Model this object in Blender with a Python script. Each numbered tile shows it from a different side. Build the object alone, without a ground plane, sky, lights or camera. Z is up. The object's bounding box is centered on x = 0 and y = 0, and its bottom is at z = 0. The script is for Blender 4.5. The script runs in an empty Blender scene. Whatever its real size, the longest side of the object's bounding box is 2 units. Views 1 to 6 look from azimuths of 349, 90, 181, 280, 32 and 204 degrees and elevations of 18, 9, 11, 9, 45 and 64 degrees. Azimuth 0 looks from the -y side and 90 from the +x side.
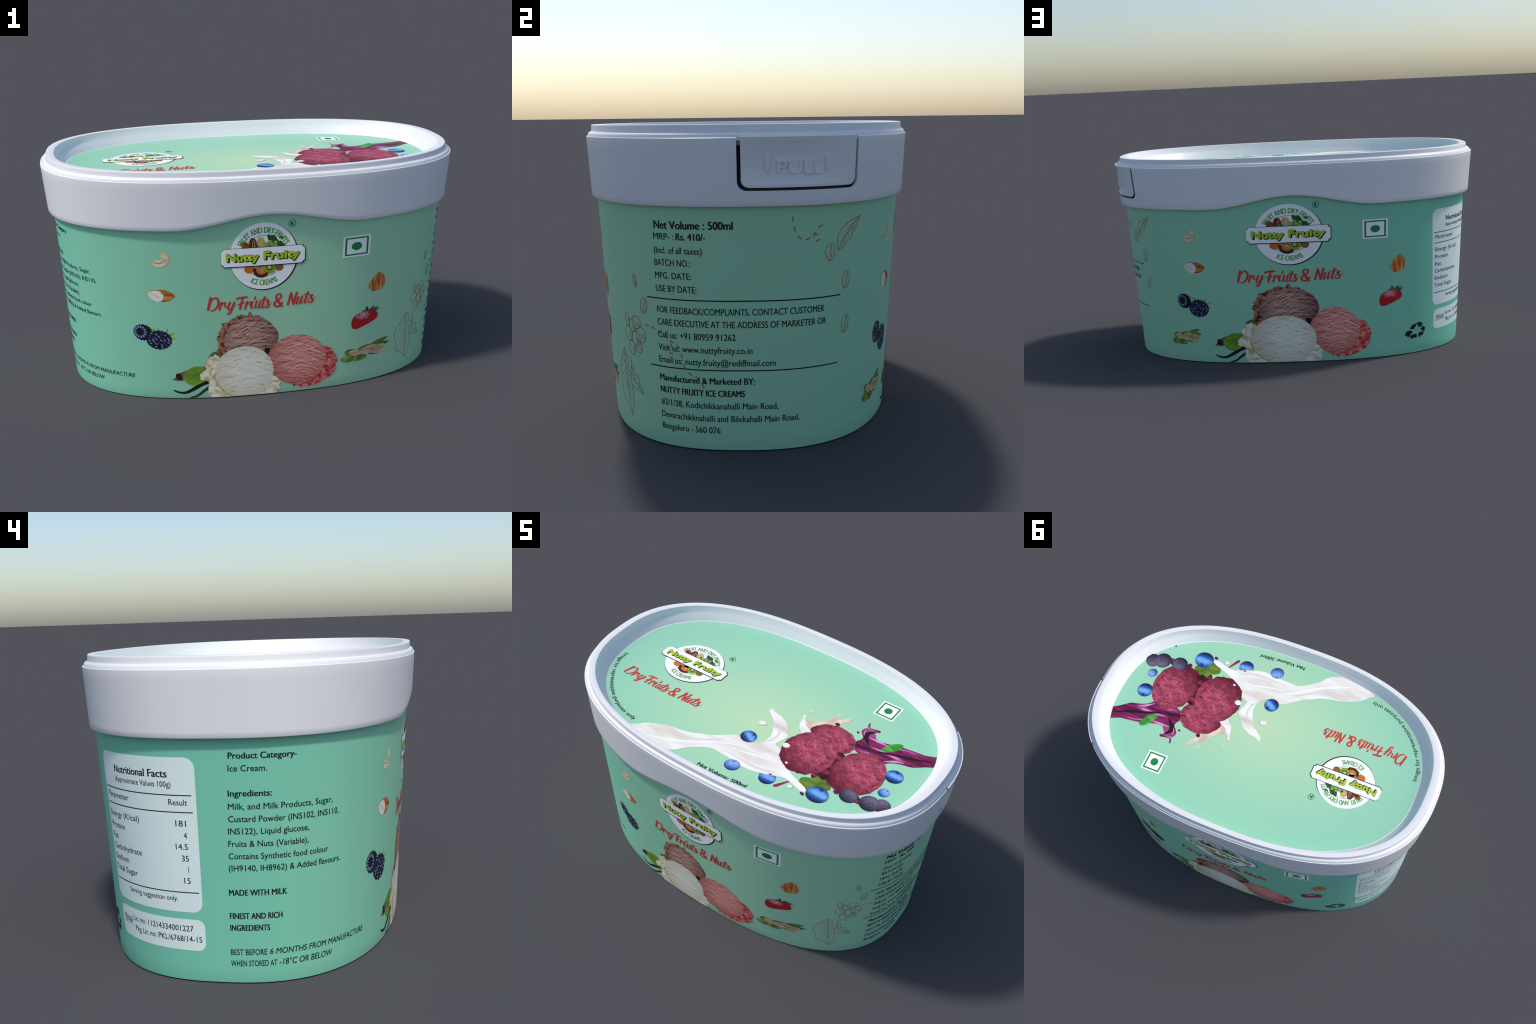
"""Oval ice cream tub: tapered printed body, white snap-on lid with a pull tab,
recessed printed lid label.  Everything is built in a local frame and the tub is
turned by a small angle about z (TURN), as the original stands."""
import bpy, bmesh, math, random
import numpy as np
from mathutils import Vector, Matrix
from mathutils.geometry import tessellate_polygon
from mathutils import noise as mnoise

random.seed(7)
TURN = -0.0240
DRIFT = -0.0008    # the print sits this far round from the turned axes
SHIFT = (-0.0034, -0.0008)
scene = bpy.context.scene
coll = scene.collection

# ---------------------------------------------------------------- shape rules
def pw(c, e):
    return math.copysign(abs(c) ** e, c)

def oval(a, b, n, t):
    """superellipse point, t = angle"""
    return a * pw(math.cos(t), 2 / n), b * pw(math.sin(t), 2 / n)

BODY_N, LID_N = 2.48, 2.45

def body_ab(z):
    return 0.9045 + 0.0575 * z, 0.5465 + 0.0575 * z

def skirt_ab(z):
    f = (z - 0.835) / (1.053 - 0.835)
    return 0.9775 + 0.0195 * f, 0.614 + 0.013 * f

# arc length table of the body at mid height: S = 0 at the front centre (-y), S grows to +x
_N = 12000
_t = np.linspace(-math.pi / 2, 3 * math.pi / 2, _N + 1)
_c, _s = np.cos(_t), np.sin(_t)
_x = 0.926 * np.sign(_c) * np.abs(_c) ** (2 / BODY_N)
_y = 0.569 * np.sign(_s) * np.abs(_s) ** (2 / BODY_N)
_arc = np.concatenate([[0], np.cumsum(np.hypot(np.diff(_x), np.diff(_y)))])
LENGTH = float(_arc[-1])

def angle_of(S):
    return float(np.interp(S % LENGTH, _arc, _t))

def on_oval(ab, n, S, z, off=0.0):
    """point on an oval wall at arc position S and height z, moved out by off"""
    a, b = ab(z)
    t = angle_of(S)
    x, y = oval(a, b, n, t)
    nx = pw(x / a, n - 1) / a
    ny = pw(y / b, n - 1) / b
    l = math.hypot(nx, ny) or 1.0
    return Vector((x + off * nx / l, y + off * ny / l, z))

def on_body(S, z, off=0.0):
    return on_oval(body_ab, BODY_N, S + DRIFT, z, off)

def on_skirt(S, z, off=0.0):
    return on_oval(skirt_ab, LID_N, S + DRIFT, z, off)

LABEL_Z = 1.0222
LABEL_AB = (0.8785, 0.5545)

def on_lid(x, y, off=0.0):
    return Vector((x + 0.0012, y, LABEL_Z + off))

def body_frame(S, z):
    o = on_body(S, z)
    tx = (on_body(S + 0.004, z) - on_body(S - 0.004, z)).normalized()
    up = (on_body(S, z + 0.01) - on_body(S, z - 0.01)).normalized()
    nrm = tx.cross(up).normalized()
    up = nrm.cross(tx)
    m = Matrix((tx, up, nrm)).transposed().to_4x4()
    m.translation = o
    return m

def lid_frame(x, y):
    return Matrix.Translation(on_lid(x, y))

# ---------------------------------------------------------------- materials
def srgb(r, g, b):
    def f(c):
        c /= 255.0
        return c / 12.92 if c <= 0.04045 else ((c + 0.055) / 1.055) ** 2.4
    return (f(r), f(g), f(b), 1.0)

class Nodes:
    def __init__(self, name, rough=0.5, spec=0.4):
        self.m = bpy.data.materials.new(name)
        self.m.use_nodes = True
        self.t = self.m.node_tree
        self.p = self.t.nodes["Principled BSDF"]
        self.p.inputs["Roughness"].default_value = rough
        self.p.inputs["Specular IOR Level"].default_value = spec
        self._co = None

    def new(self, kind, **kw):
        n = self.t.nodes.new("ShaderNode" + kind)
        for k, v in kw.items():
            setattr(n, k, v)
        return n

    def link(self, a, b):
        self.t.links.new(a, b)

    def put(self, sock, v):
        if hasattr(v, "is_output"):
            self.link(v, sock)
        else:
            sock.default_value = v

    def coords(self):
        if self._co is None:
            self._co = self.new("TexCoord").outputs["Object"]
        return self._co

    def mapped(self, scale=(1, 1, 1), rot=0.0, loc=(0, 0, 0)):
        n = self.new("Mapping")
        n.inputs["Scale"].default_value = scale
        n.inputs["Rotation"].default_value = (0, 0, rot)
        n.inputs["Location"].default_value = loc
        self.link(self.coords(), n.inputs["Vector"])
        return n.outputs[0]

    def noise(self, vec, scale, detail=3, rough=0.55, dist=0.0):
        n = self.new("TexNoise")
        n.inputs["Scale"].default_value = scale
        n.inputs["Detail"].default_value = detail
        n.inputs["Roughness"].default_value = rough
        n.inputs["Distortion"].default_value = dist
        self.link(vec, n.inputs["Vector"])
        return n.outputs["Fac"]

    def wave(self, vec, scale, dist, detail=2, dscale=1.5, direction="Y"):
        n = self.new("TexWave", bands_direction=direction)
        n.inputs["Scale"].default_value = scale
        n.inputs["Distortion"].default_value = dist
        n.inputs["Detail"].default_value = detail
        n.inputs["Detail Scale"].default_value = dscale
        self.link(vec, n.inputs["Vector"])
        return n.outputs["Fac"]

    def ramp(self, fac, stops, interp="LINEAR"):
        n = self.new("ValToRGB")
        n.color_ramp.interpolation = interp
        e = n.color_ramp.elements
        while len(e) < len(stops):
            e.new(0.5)
        for el, (p, c) in zip(e, stops):
            el.position = p
            el.color = c
        self.put(n.inputs[0], fac)
        return n.outputs[0]

    def math(self, op, a, b=0.0, clamp=False):
        n = self.new("Math", operation=op)
        n.use_clamp = clamp
        self.put(n.inputs[0], a)
        self.put(n.inputs[1], b)
        return n.outputs[0]

    def mix(self, fac, a, b, blend="MIX"):
        n = self.new("Mix", data_type="RGBA", blend_type=blend)
        self.put(n.inputs[0], fac)
        self.put(n.inputs[6], a)
        self.put(n.inputs[7], b)
        return n.outputs[2]

    def radius(self, centre, scale):
        """distance from a centre in object coordinates, per-axis scale"""
        sub = self.new("Vector" + "Math", operation="SUBTRACT")
        self.link(self.coords(), sub.inputs[0])
        sub.inputs[1].default_value = (centre[0], centre[1], 0)
        mul = self.new("VectorMath", operation="MULTIPLY")
        self.link(sub.outputs[0], mul.inputs[0])
        mul.inputs[1].default_value = (scale[0], scale[1], 0)
        ln = self.new("VectorMath", operation="LENGTH")
        self.link(mul.outputs[0], ln.inputs[0])
        return ln.outputs["Value"]

    def done(self, col):
        self.put(self.p.inputs["Base Color"], col)
        return self.m

PRINT_ROUGH, PRINT_SPEC = 0.55, 0.25
_flat = {}
def ink(name, r, g, b, vary=0.0, scale=60.0):
    """plain printed ink, with an optional slight tonal grain"""
    key = (name, r, g, b)
    if key in _flat:
        return _flat[key]
    n = Nodes("ink_" + name, PRINT_ROUGH, PRINT_SPEC)
    col = srgb(r, g, b)
    if vary:
        f = n.noise(n.coords(), scale, 3)
        lo = tuple(c * (1 - vary) for c in col[:3]) + (1,)
        hi = tuple(min(1, c * (1 + vary)) for c in col[:3]) + (1,)
        col = n.ramp(f, [(0.3, lo), (0.7, hi)])
    _flat[key] = n.done(col)
    return _flat[key]

def plastic():
    n = Nodes("white_plastic", 0.38, 0.5)
    f = n.noise(n.coords(), 3.0, 2)
    return n.done(n.ramp(f, [(0.3, srgb(232, 231, 232)), (0.7, srgb(236, 235, 236))]))

def body_green():
    """wrap ink: teal green that drifts to a warmer, greyer green round the front"""
    n = Nodes("green_wrap", PRINT_ROUGH, 0.3)
    f = n.math("DIVIDE", n.radius((0.60, -0.30), (1.0, 1.0)), 1.7)
    col = n.ramp(f, [(0.0, srgb(170, 219, 180)), (0.34, srgb(167, 217, 179)), (0.55, srgb(149, 210, 175)), (0.82, srgb(132, 204, 174)), (0.95, srgb(116, 198, 171))])
    g = n.noise(n.coords(), 2.0, 2)
    return n.done(n.mix(0.04, col, n.ramp(g, [(0.3, srgb(130, 190, 160)), (0.7, srgb(165, 220, 185))])))

def label_green():
    n = Nodes("green_label", 0.45, 0.3)
    f = n.radius((0.03, -0.1), (1.15, 1.55))
    return n.done(n.ramp(f, [(0.0, srgb(194, 226, 178)), (0.3, srgb(181, 222, 180)), (0.75, srgb(160, 216, 181)), (1.0, srgb(151, 212, 180))]))

def ice_cream(name, light, mid, dark, centre, radius, grain, bow=0.0, tilt=0.0, gain=2.2, speck=None, shade=(0.3, 0.22, 0.2, 1), lit=None):
    """scoop surface as printed: torn ridges that bow over the ball, each with a lit and a dark flank"""
    n = Nodes("print_" + name, PRINT_ROUGH, PRINT_SPEC)
    sep = n.new("SeparateXYZ")
    n.link(n.coords(), sep.inputs[0])
    cx, cy = lit or centre
    x = n.math("SUBTRACT", sep.outputs["X"], cx)
    y = n.math("SUBTRACT", sep.outputs["Y"], cy)
    y = n.math("ADD", y, n.math("ADD", n.math("MULTIPLY", n.math("MULTIPLY", x, x), bow), n.math("MULTIPLY", x, tilt)))
    flank = []
    for step in (0.0, 0.42):
        c = n.new("CombineXYZ")
        n.link(n.math("MULTIPLY", x, grain[0]), c.inputs[0])
        n.link(n.math("ADD", n.math("MULTIPLY", y, grain[1]), step), c.inputs[1])
        flank.append(n.noise(c.outputs[0], 1.0, 5, 0.64, 0.8))
    relief = n.math("ADD", n.math("MULTIPLY", n.math("SUBTRACT", flank[0], flank[1]), gain), 0.5)
    col = n.ramp(relief, [(0.16, dark), (0.40, mid), (0.72, light)])
    r = n.radius(centre, (1 / radius, 1 / radius))
    half = tuple(0.45 + 0.5 * c for c in shade[:3]) + (1,)
    rim = n.ramp(r, [(0.30, (1, 1, 1, 1)), (0.75, half), (1.0, shade)])
    col = n.mix(1.0, col, rim, "MULTIPLY")
    if speck:
        col = n.mix(n.ramp(n.noise(n.coords(), 22, 4, 0.7, 0.5), [(0.42, (0.55, 0.55, 0.55, 1)), (0.56, (0, 0, 0, 1))]), col, dark)
        v2 = n.new("TexVoronoi")
        v2.inputs["Scale"].default_value = speck[1]
        n.link(n.coords(), v2.inputs["Vector"])
        m = n.ramp(v2.outputs["Distance"], [(0.14, (1, 1, 1, 1)), (0.26, (0, 0, 0, 1))])
        big = n.ramp(n.noise(n.coords(), speck[1] * 0.45, 2), [(0.48, (0, 0, 0, 1)), (0.56, (1, 1, 1, 1))])
        col = n.mix(n.math("MULTIPLY", m, big), col, speck[0])
    return n.done(col)

def streaked(name, cols, scale, stretch, rot=0.0, dist=0.5, lo=0.3, hi=0.7):
    """long soft streaks running along local x"""
    n = Nodes("print_" + name, PRINT_ROUGH, PRINT_SPEC)
    f = n.noise(n.mapped((stretch[0], stretch[1], 1), rot), scale, 3, 0.5, dist)
    k = len(cols) - 1
    return n.done(n.ramp(f, [(lo + (hi - lo) * i / k, c) for i, c in enumerate(cols)]))

# ---------------------------------------------------------------- objects
def new_object(name, mesh, parent, frame=None):
    ob = bpy.data.objects.new(name, mesh)
    coll.objects.link(ob)
    ob.parent = parent
    if frame is not None:
        ob.matrix_local = frame
    return ob

def mesh_from(name, verts, faces, mats=(), smooth_angle=None):
    me = bpy.data.meshes.new(name)
    me.from_pydata([tuple(v) for v in verts], [], faces)
    for m in mats:
        me.materials.append(m)
    if smooth_angle is not None:
        smooth(me, smooth_angle)
    return me

def smooth(me, angle):
    for p in me.polygons:
        p.use_smooth = True
    bm = bmesh.new()
    bm.from_mesh(me)
    for e in bm.edges:
        if len(e.link_faces) == 2:
            e.smooth = e.calc_face_angle(0) < angle
    bm.to_mesh(me)
    bm.free()

tub = bpy.data.objects.new("ice_cream_tub", None)
coll.objects.link(tub)
tub.location = (SHIFT[0], SHIFT[1], 0)
tub.rotation_euler = (0, 0, TURN)
tub["label"] = "oval mint green ice cream tub with white lid, fruit and nut prints"
tub["category"] = "ice cream tub"

# ---------------------------------------------------------------- body
SEG = 512
ANG = [angle_of(LENGTH * i / SEG) for i in range(SEG)]

def ring(a, b, n, z):
    out = []
    for i, t in enumerate(ANG):
        x, y = oval(a, b, n, t)
        out.append((x, y, z(i) if callable(z) else z))
    return out

def loft(rings, cap_first=False, cap_last=False):
    verts, faces = [], []
    for r in rings:
        verts += r
    for k in range(len(rings) - 1):
        for i in range(SEG):
            j = (i + 1) % SEG
            faces.append((k * SEG + i, k * SEG + j, (k + 1) * SEG + j, (k + 1) * SEG + i))
    if cap_first:
        faces.append(tuple(reversed(range(SEG))))
    if cap_last:
        o = (len(rings) - 1) * SEG
        faces.append(tuple(range(o, o + SEG)))
    return verts, faces

def build_body():
    rings = []
    # recessed base, foot rim, then the straight drafted wall up into the lid
    for d, z in ((0.060, 0.012), (0.034, 0.010), (0.026, 0.002), (0.018, 0.0), (0.0025, 0.0), (0.0006, 0.0012)):
        a, b = body_ab(0)
        rings.append(ring(a - d, b - d, BODY_N, z))
    for k in range(22):
        r = []
        for i, t in enumerate(ANG):
            z = 0.004 + (1.016 - 0.004) * k / 21
            a, b = body_ab(z)
            if z > 0.90 and abs(LENGTH * i / SEG - TAB_S) < 0.25:   # drawn in behind the tab, added to darken its slots
                a, b = a - 0.014, b - 0.014
            r.append((*oval(a, b, BODY_N, t), z))
        rings.append(r)
    rings.append(ring(0.90, 0.55, BODY_N, 1.004))
    v, f = loft(rings, cap_first=True, cap_last=True)
    me = mesh_from("body", v, f, [body_green(), ink("slot_shade_grey", 60, 68, 74)], math.radians(35))
    for p in me.polygons:   # body wall painted dark grey, standing in for shade in the tab slots
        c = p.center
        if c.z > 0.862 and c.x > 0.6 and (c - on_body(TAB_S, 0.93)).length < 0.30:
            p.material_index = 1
    return new_object("body", me, tub)

TAB_S, TAB_LOW = 1.4365, 0.8865
body = build_body()

# ---------------------------------------------------------------- lid
WAVE_HALF, WAVE_RISE, SKIRT_LOW = 0.43, 0.0615, 0.835
def skirt_bottom(S):
    """lower lid edge: level, with one smooth arch over each long side"""
    z = SKIRT_LOW
    for c in (0.0, LENGTH / 2, LENGTH):
        d = abs(S - c)
        if d < WAVE_HALF:
            z += WAVE_RISE * 0.5 * (1 + math.cos(math.pi * d / WAVE_HALF))
    return z

WHITE = plastic()
LIP = (0.9970, 0.627)
RIM = (0.969, 0.609)

def between(f):
    return RIM[0] + (LIP[0] - RIM[0]) * f, RIM[1] + (LIP[1] - RIM[1]) * f

def build_lid():
    rings = []
    lows = [skirt_bottom(LENGTH * i / SEG) for i in range(SEG)]
    def skirt_ring(frac, off, dz=0.0, top=1.051):
        r = []
        for i, t in enumerate(ANG):
            z = lows[i] + (top - lows[i]) * frac + dz
            a, b = skirt_ab(z)
            x, y = oval(a - off, b - off, LID_N, t)
            r.append((x, y, z))
        return r
    # inside of the skirt, going down
    rings.append(skirt_ring(1.0, 0.009, 0, 1.036))
    for fr in (0.75, 0.5, 0.25, 0.05):
        rings.append(skirt_ring(fr, 0.009, 0, 1.036))
    rings.append(skirt_ring(0, 0.0082, 0.0004))
    rings.append(skirt_ring(0, 0.0070, -0.0002))
    rings.append(skirt_ring(0, 0.0035, -0.0002))
    rings.append(skirt_ring(0, 0.0012, 0.0006))
    rings.append(skirt_ring(0, 0.0, 0.0025))
    for fr in (0.1, 0.25, 0.4, 0.55, 0.7, 0.85, 1.0):
        rings.append(skirt_ring(fr, 0.0))
    # lip, rounded ledge, raised rim  (f: 0 at the rim wall, 1 at the lip)
    for f, z in ((0.985, 1.0532), (0.92, 1.0542), (0.80, 1.0535), (0.76, 1.0540), (0.745, 1.0565), (0.72, 1.0595),
                 (0.66, 1.0630), (0.56, 1.0660), (0.42, 1.0684), (0.26, 1.0698), (0.11, 1.0708), (0.045, 1.0722), (0.03, 1.0745),
                 (0.0, 1.0905), (-0.02, 1.0932), (-0.08, 1.0952)):
        a, b = between(f)
        rings.append(ring(a, b, LID_N, z))
    # flat rim top, two-stage inner wall, floor under the label
    for a, b, z, n in ((0.960, 0.6005, 1.0957, 2.45), (0.9345, 0.5850, 1.0957, 2.47), (0.9310, 0.5825, 1.0947, 2.48), (0.9290, 0.5810, 1.0915, 2.49),
                       (0.9205, 0.5750, 1.0630, 2.49), (0.9185, 0.5735, 1.0600, 2.48), (0.8880, 0.5610, 1.0260, 2.45), (0.8855, 0.5590, 1.0225, 2.45), (0.8815, 0.5565, 1.0212, 2.45), (0.80, 0.50, 1.0212, 2.45)):
        rings.append(ring(a, b, n, z))
    v, f = loft(rings, cap_last=True)
    # underside web joins the first ring inwards so that the lid is closed
    base = len(v)
    inner = [(x * 0.90, y * 0.90, 1.011) for x, y, z in rings[0]]
    v += inner
    for i in range(SEG):
        j = (i + 1) % SEG
        f.append((base + i, base + j, j, i))
    f.append(tuple(reversed(range(base, base + SEG))))
    me = mesh_from("lid", v, f, [WHITE])
    return new_object("lid", me, tub)

lid = build_lid()

# ---- pull tab opening and tab
def tab_outline(half, low, top, rad, n=10):
    """U shaped outline in (S, z), counter-clockwise from the top right corner"""
    pts = [(TAB_S + half, top), (TAB_S - half, top)]
    for cx, a0 in ((TAB_S - half + rad, math.pi), (TAB_S + half - rad, 1.5 * math.pi)):
        for k in range(n + 1):
            a = a0 + 0.5 * math.pi * k / n
            pts.append((cx + rad * math.cos(a), low + rad + rad * math.sin(a)))
    return pts

def grid_fill(loops, du=0.025, dv=None):
    """triangulate a 2D outline with holes and slice it so that it can bend"""
    flat = [Vector((p[0], p[1], 0)) for l in loops for p in l]
    tris = tessellate_polygon([[Vector((p[0], p[1], 0)) for p in l] for l in loops])
    return cut_grid([(p.x, p.y) for p in flat], tris, du, dv)

def cut_grid(verts, faces, du=0.025, dv=None):
    xs = [p[0] for p in verts]
    ys = [p[1] for p in verts]
    bm = bmesh.new()
    used = {i for f in faces for i in f}
    bv = [bm.verts.new((p[0], p[1], 0)) if i in used else None for i, p in enumerate(verts)]
    for f in faces:
        try:
            bm.faces.new([bv[i] for i in f])
        except ValueError:
            pass
    for axis, step, lo, hi in ((0, du, min(xs), max(xs)), (1, dv, min(ys), max(ys))):
        if step and hi - lo > step * 1.2:
            k = int((hi - lo) / step) + 1
            for i in range(1, k):
                c = lo + (hi - lo) * i / k
                co = (c, 0, 0) if axis == 0 else (0, c, 0)
                no = (1, 0, 0) if axis == 0 else (0, 1, 0)
                bmesh.ops.bisect_plane(bm, geom=bm.verts[:] + bm.edges[:] + bm.faces[:], dist=1e-6, plane_co=co, plane_no=no)
    for f in bm.faces:
        f.normal_update()
        if f.normal.z < 0:
            f.normal_flip()
    bm.verts.index_update()
    V = [(v.co.x, v.co.y) for v in bm.verts]
    F = [tuple(v.index for v in f.verts) for f in bm.faces]
    bm.free()
    return V, F

def slab(name, outline, place, inner, outer, mats, du=0.02, dv=0.03):
    """solid plate between two offsets of a wall"""
    V, F = grid_fill([outline], du, dv)
    n = len(V)
    verts = [place(s, z, outer) for s, z in V] + [place(s, z, inner) for s, z in V]
    faces = list(F) + [tuple(i + n for i in reversed(f)) for f in F]
    count = {}
    for f in F:
        for i in range(len(f)):
            e = (f[i], f[(i + 1) % len(f)])
            count[e] = 1
    for (i, j) in list(count):
        if (j, i) not in count:
            faces.append((j, i, i + n, j + n))
    return mesh_from(name, verts, faces, mats)

cutter = new_object("tab_cutter", slab("tab_cutter", tab_outline(0.1985, TAB_LOW - 0.0010, 1.0445, 0.030), on_skirt, -0.030, 0.02, [WHITE]), tub)
notch_out = []
for sgn in (-1, 1):
    c = TAB_S + sgn * 0.1925
    notch_out.append([(c + 0.006, 1.07), (c - 0.006, 1.07), (c - 0.006, 1.035), (c + 0.006, 1.035)])
notches = [new_object("tab_cutter", slab("tab_cutter", o, on_skirt, -0.0075, 0.02, [WHITE]), tub) for o in notch_out]
for c in [cutter] + notches:
    m = lid.modifiers.new("opening", "BOOLEAN")
    m.operation, m.object, m.solver = "DIFFERENCE", c, "EXACT"
bpy.context.view_layer.update()
cut = bpy.data.meshes.new_from_object(lid.evaluated_get(bpy.context.evaluated_depsgraph_get()))
cut.name = "lid"
lid.modifiers.clear()
lid.data = cut
smooth(cut, math.radians(33))
for c in [cutter] + notches:
    bpy.data.objects.remove(c)

def on_tab(S, z, off=0.0):
    """the tab plate is flatter than the skirt: its middle lies a centimetre deeper"""
    u = (S - TAB_S + 0.04) / 0.20
    v = min(1.0, max(0.0, (z - 0.905) / 0.145))
    return on_skirt(S, z, off + 0.0015 - 0.0125 * max(0.0, 1 - u * u) * math.sin(math.pi * v) ** 0.8)

def build_tab():
    me = slab("pull_tab", tab_outline(0.1865, TAB_LOW + 0.0090, 1.0562, 0.026), on_tab, -0.006, 0.0, [WHITE], 0.012, 0.008)
    bm = bmesh.new()
    bm.from_mesh(me)
    sharp = [e for e in bm.edges if len(e.link_faces) == 2 and e.calc_face_angle(0) > 0.9]
    bmesh.ops.bevel(bm, geom=sharp, offset=0.0016, segments=2, affect="EDGES", clamp_overlap=True)
    bm.to_mesh(me)
    bm.free()
    smooth(me, math.radians(38))
    return new_object("pull_tab", me, lid)

build_tab()

# ---------------------------------------------------------------- lettering
_glyph = {}
def text_shape(string, bold=0.0):
    """outline text with cap height 1, left edge and baseline at 0 -> verts, faces, width"""
    key = (string, bold)
    if key in _glyph:
        return _glyph[key]
    cu = bpy.data.curves.new("lettering", "FONT")
    cu.body, cu.size, cu.resolution_u, cu.offset = string, 1.0, 3, bold
    ob = bpy.data.objects.new("lettering", cu)
    coll.objects.link(ob)
    bpy.context.view_layer.update()
    me = bpy.data.meshes.new_from_object(ob.evaluated_get(bpy.context.evaluated_depsgraph_get()))
    cap = 0.729
    V = [(v.co.x / cap, v.co.y / cap) for v in me.vertices]
    F = [tuple(p.vertices) for p in me.polygons]
    bpy.data.objects.remove(ob)
    bpy.data.curves.remove(cu)
    bpy.data.meshes.remove(me)
    x0 = min(v[0] for v in V)
    V = [(x - x0, y) for x, y in V]
    _glyph[key] = (V, F, max(v[0] for v in V))
    return _glyph[key]

class Print:
    """one printed motif: flat coloured pieces bent on to the body wall or the lid label"""
    def __init__(self, name, parent, frame, place, du=0.012, clip=None):
        self.name, self.parent, self.frame, self.place, self.du, self.clip = name, parent, frame, place, du, clip
        self.mats, self.pieces = [], []

    def add(self, V, F, mat, layer=0, du=None):
        if mat not in self.mats:
            self.mats.append(mat)
        self.pieces.append((V, F, self.mats.index(mat), layer))

    def poly(self, loops, mat, layer=0):
        if loops and not isinstance(loops[0][0], (tuple, list)):
            loops = [loops]
        V, F = grid_fill(loops, self.du)
        self.add(V, F, mat, layer)

    def shape(self, V, F, mat, layer=0):
        V, F = cut_grid(V, F, self.du)
        self.add(V, F, mat, layer)

    def text(self, string, x0, x1, y, cap, mat, layer=1, bold=0.0, shear=0.0, bend=None):
        """bold: the text is struck several times, moved by that share of the cap height"""
        V, F, w = text_shape(string)
        k = (x1 - x0 - 2 * bold * cap) / w
        m = 1 if bold < 0.004 else 3 if bold < 0.05 else 8
        for i in range(m):
            if m == 3:
                dx, dy = (i - 1) * bold * cap, 0.0
            elif m == 8:
                dx, dy = bold * cap * math.cos(math.tau * i / 8), bold * cap * math.sin(math.tau * i / 8)
            else:
                dx = dy = 0.0
            P = [(x0 + bold * cap + vx * k + dx + shear * vy * cap, y + vy * cap + dy) for vx, vy in V]
            if bend:
                P = [bend(*p) for p in P]
            self.shape(P, F, mat, layer + 0.2 * i)

    def build(self):
        inv = self.frame.inverted()
        verts, faces, idx = [], [], []
        for V, F, mi, layer in self.pieces:
            o = len(verts)
            off = 0.0005 + 0.00016 * layer
            for p in V:
                if self.clip:
                    p = self.clip(*p)
                verts.append(inv @ self.place(p[0], p[1], off))
            faces += [tuple(i + o for i in f) for f in F]
            idx += [mi] * len(F)
        me = mesh_from(self.name, verts, faces, self.mats)
        me.polygons.foreach_set("material_index", idx)
        for p in me.polygons:
            p.use_smooth = True
        return new_object(self.name, me, self.parent, self.frame)

def body_print(name, S, z):
    return Print(name, body, body_frame(S, z), on_body, clip=lambda s, h: (s, max(h, 0.003)))

def ellipse(cx, cy, rx, ry, n=40, rot=0.0, a0=0.0, a1=math.tau):
    c, s = math.cos(rot), math.sin(rot)
    out = []
    full = abs(a1 - a0 - math.tau) < 1e-6
    m = n if full else n + 1
    for i in range(m):
        t = a0 + (a1 - a0) * i / n
        x, y = rx * math.cos(t), ry * math.sin(t)
        out.append((cx + x * c - y * s, cy + x * s + y * c))
    return out

def ragged(cx, cy, rx, ry, amp, freq, seed, n=140):
    """torn, frilly outline"""
    out = []
    for i in range(n):
        t = math.tau * i / n
        k = 1 + amp * (mnoise.noise((freq * math.cos(t), freq * math.sin(t), seed)) + 0.6 * mnoise.noise((3 * freq * math.cos(t), 3 * freq * math.sin(t), seed + 5)))
        out.append((cx + rx * k * math.cos(t), cy + ry * k * math.sin(t)))
    return out

def catmull(pts, per=8, closed=False):
    P = [np.array(p, float) for p in pts]
    n = len(P)
    out = []
    for i in range(n if closed else n - 1):
        p0 = P[(i - 1) % n] if closed or i > 0 else 2 * P[0] - P[1]
        p1, p2 = P[i], P[(i + 1) % n]
        p3 = P[(i + 2) % n] if closed or i + 2 < n else 2 * P[-1] - P[-2]
        for k in range(per):
            t = k / per
            out.append(0.5 * (2 * p1 + (p2 - p0) * t + (2 * p0 - 5 * p1 + 4 * p2 - p3) * t * t + (3 * p1 - p0 - 3 * p2 + p3) * t ** 3))
    if not closed:
        out.append(P[-1])
    return [tuple(p) for p in out]

def closed(pts, per=6):
    return catmull(pts, per, True)

def stroke(pts, width, per=7, caps=True):
    """brush stroke along a smooth path -> verts, faces; width: number or list over the points"""
    w = [width] * len(pts) if not isinstance(width, (list, tuple)) else width
    P = catmull([(p[0], p[1], ww) for p, ww in zip(pts, w)], per)
    V, F = [], []
    n = len(P)
    for i, p in enumerate(P):
        a, b = P[max(0, i - 1)], P[min(n - 1, i + 1)]
        dx, dy = b[0] - a[0], b[1] - a[1]
        l = math.hypot(dx, dy) or 1e-9
        hx, hy = -dy / l * p[2] / 2, dx / l * p[2] / 2
        V += [(p[0] + hx, p[1] + hy), (p[0] - hx, p[1] - hy)]
        if i:
            F.append((2 * i - 2, 2 * i - 1, 2 * i + 1, 2 * i))
    if caps:
        for p, q in ((P[0], P[1]), (P[-1], P[-2])):
            a0 = math.atan2(p[1] - q[1], p[0] - q[0])
            o = len(V)
            m = 5
            for k in range(m + 1):
                a = a0 - math.pi / 2 + math.pi * k / m
                V.append((p[0] + p[2] / 2 * math.cos(a), p[1] + p[2] / 2 * math.sin(a)))
            F.append(tuple(range(o, o + m + 1)))
    return V, F

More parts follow.
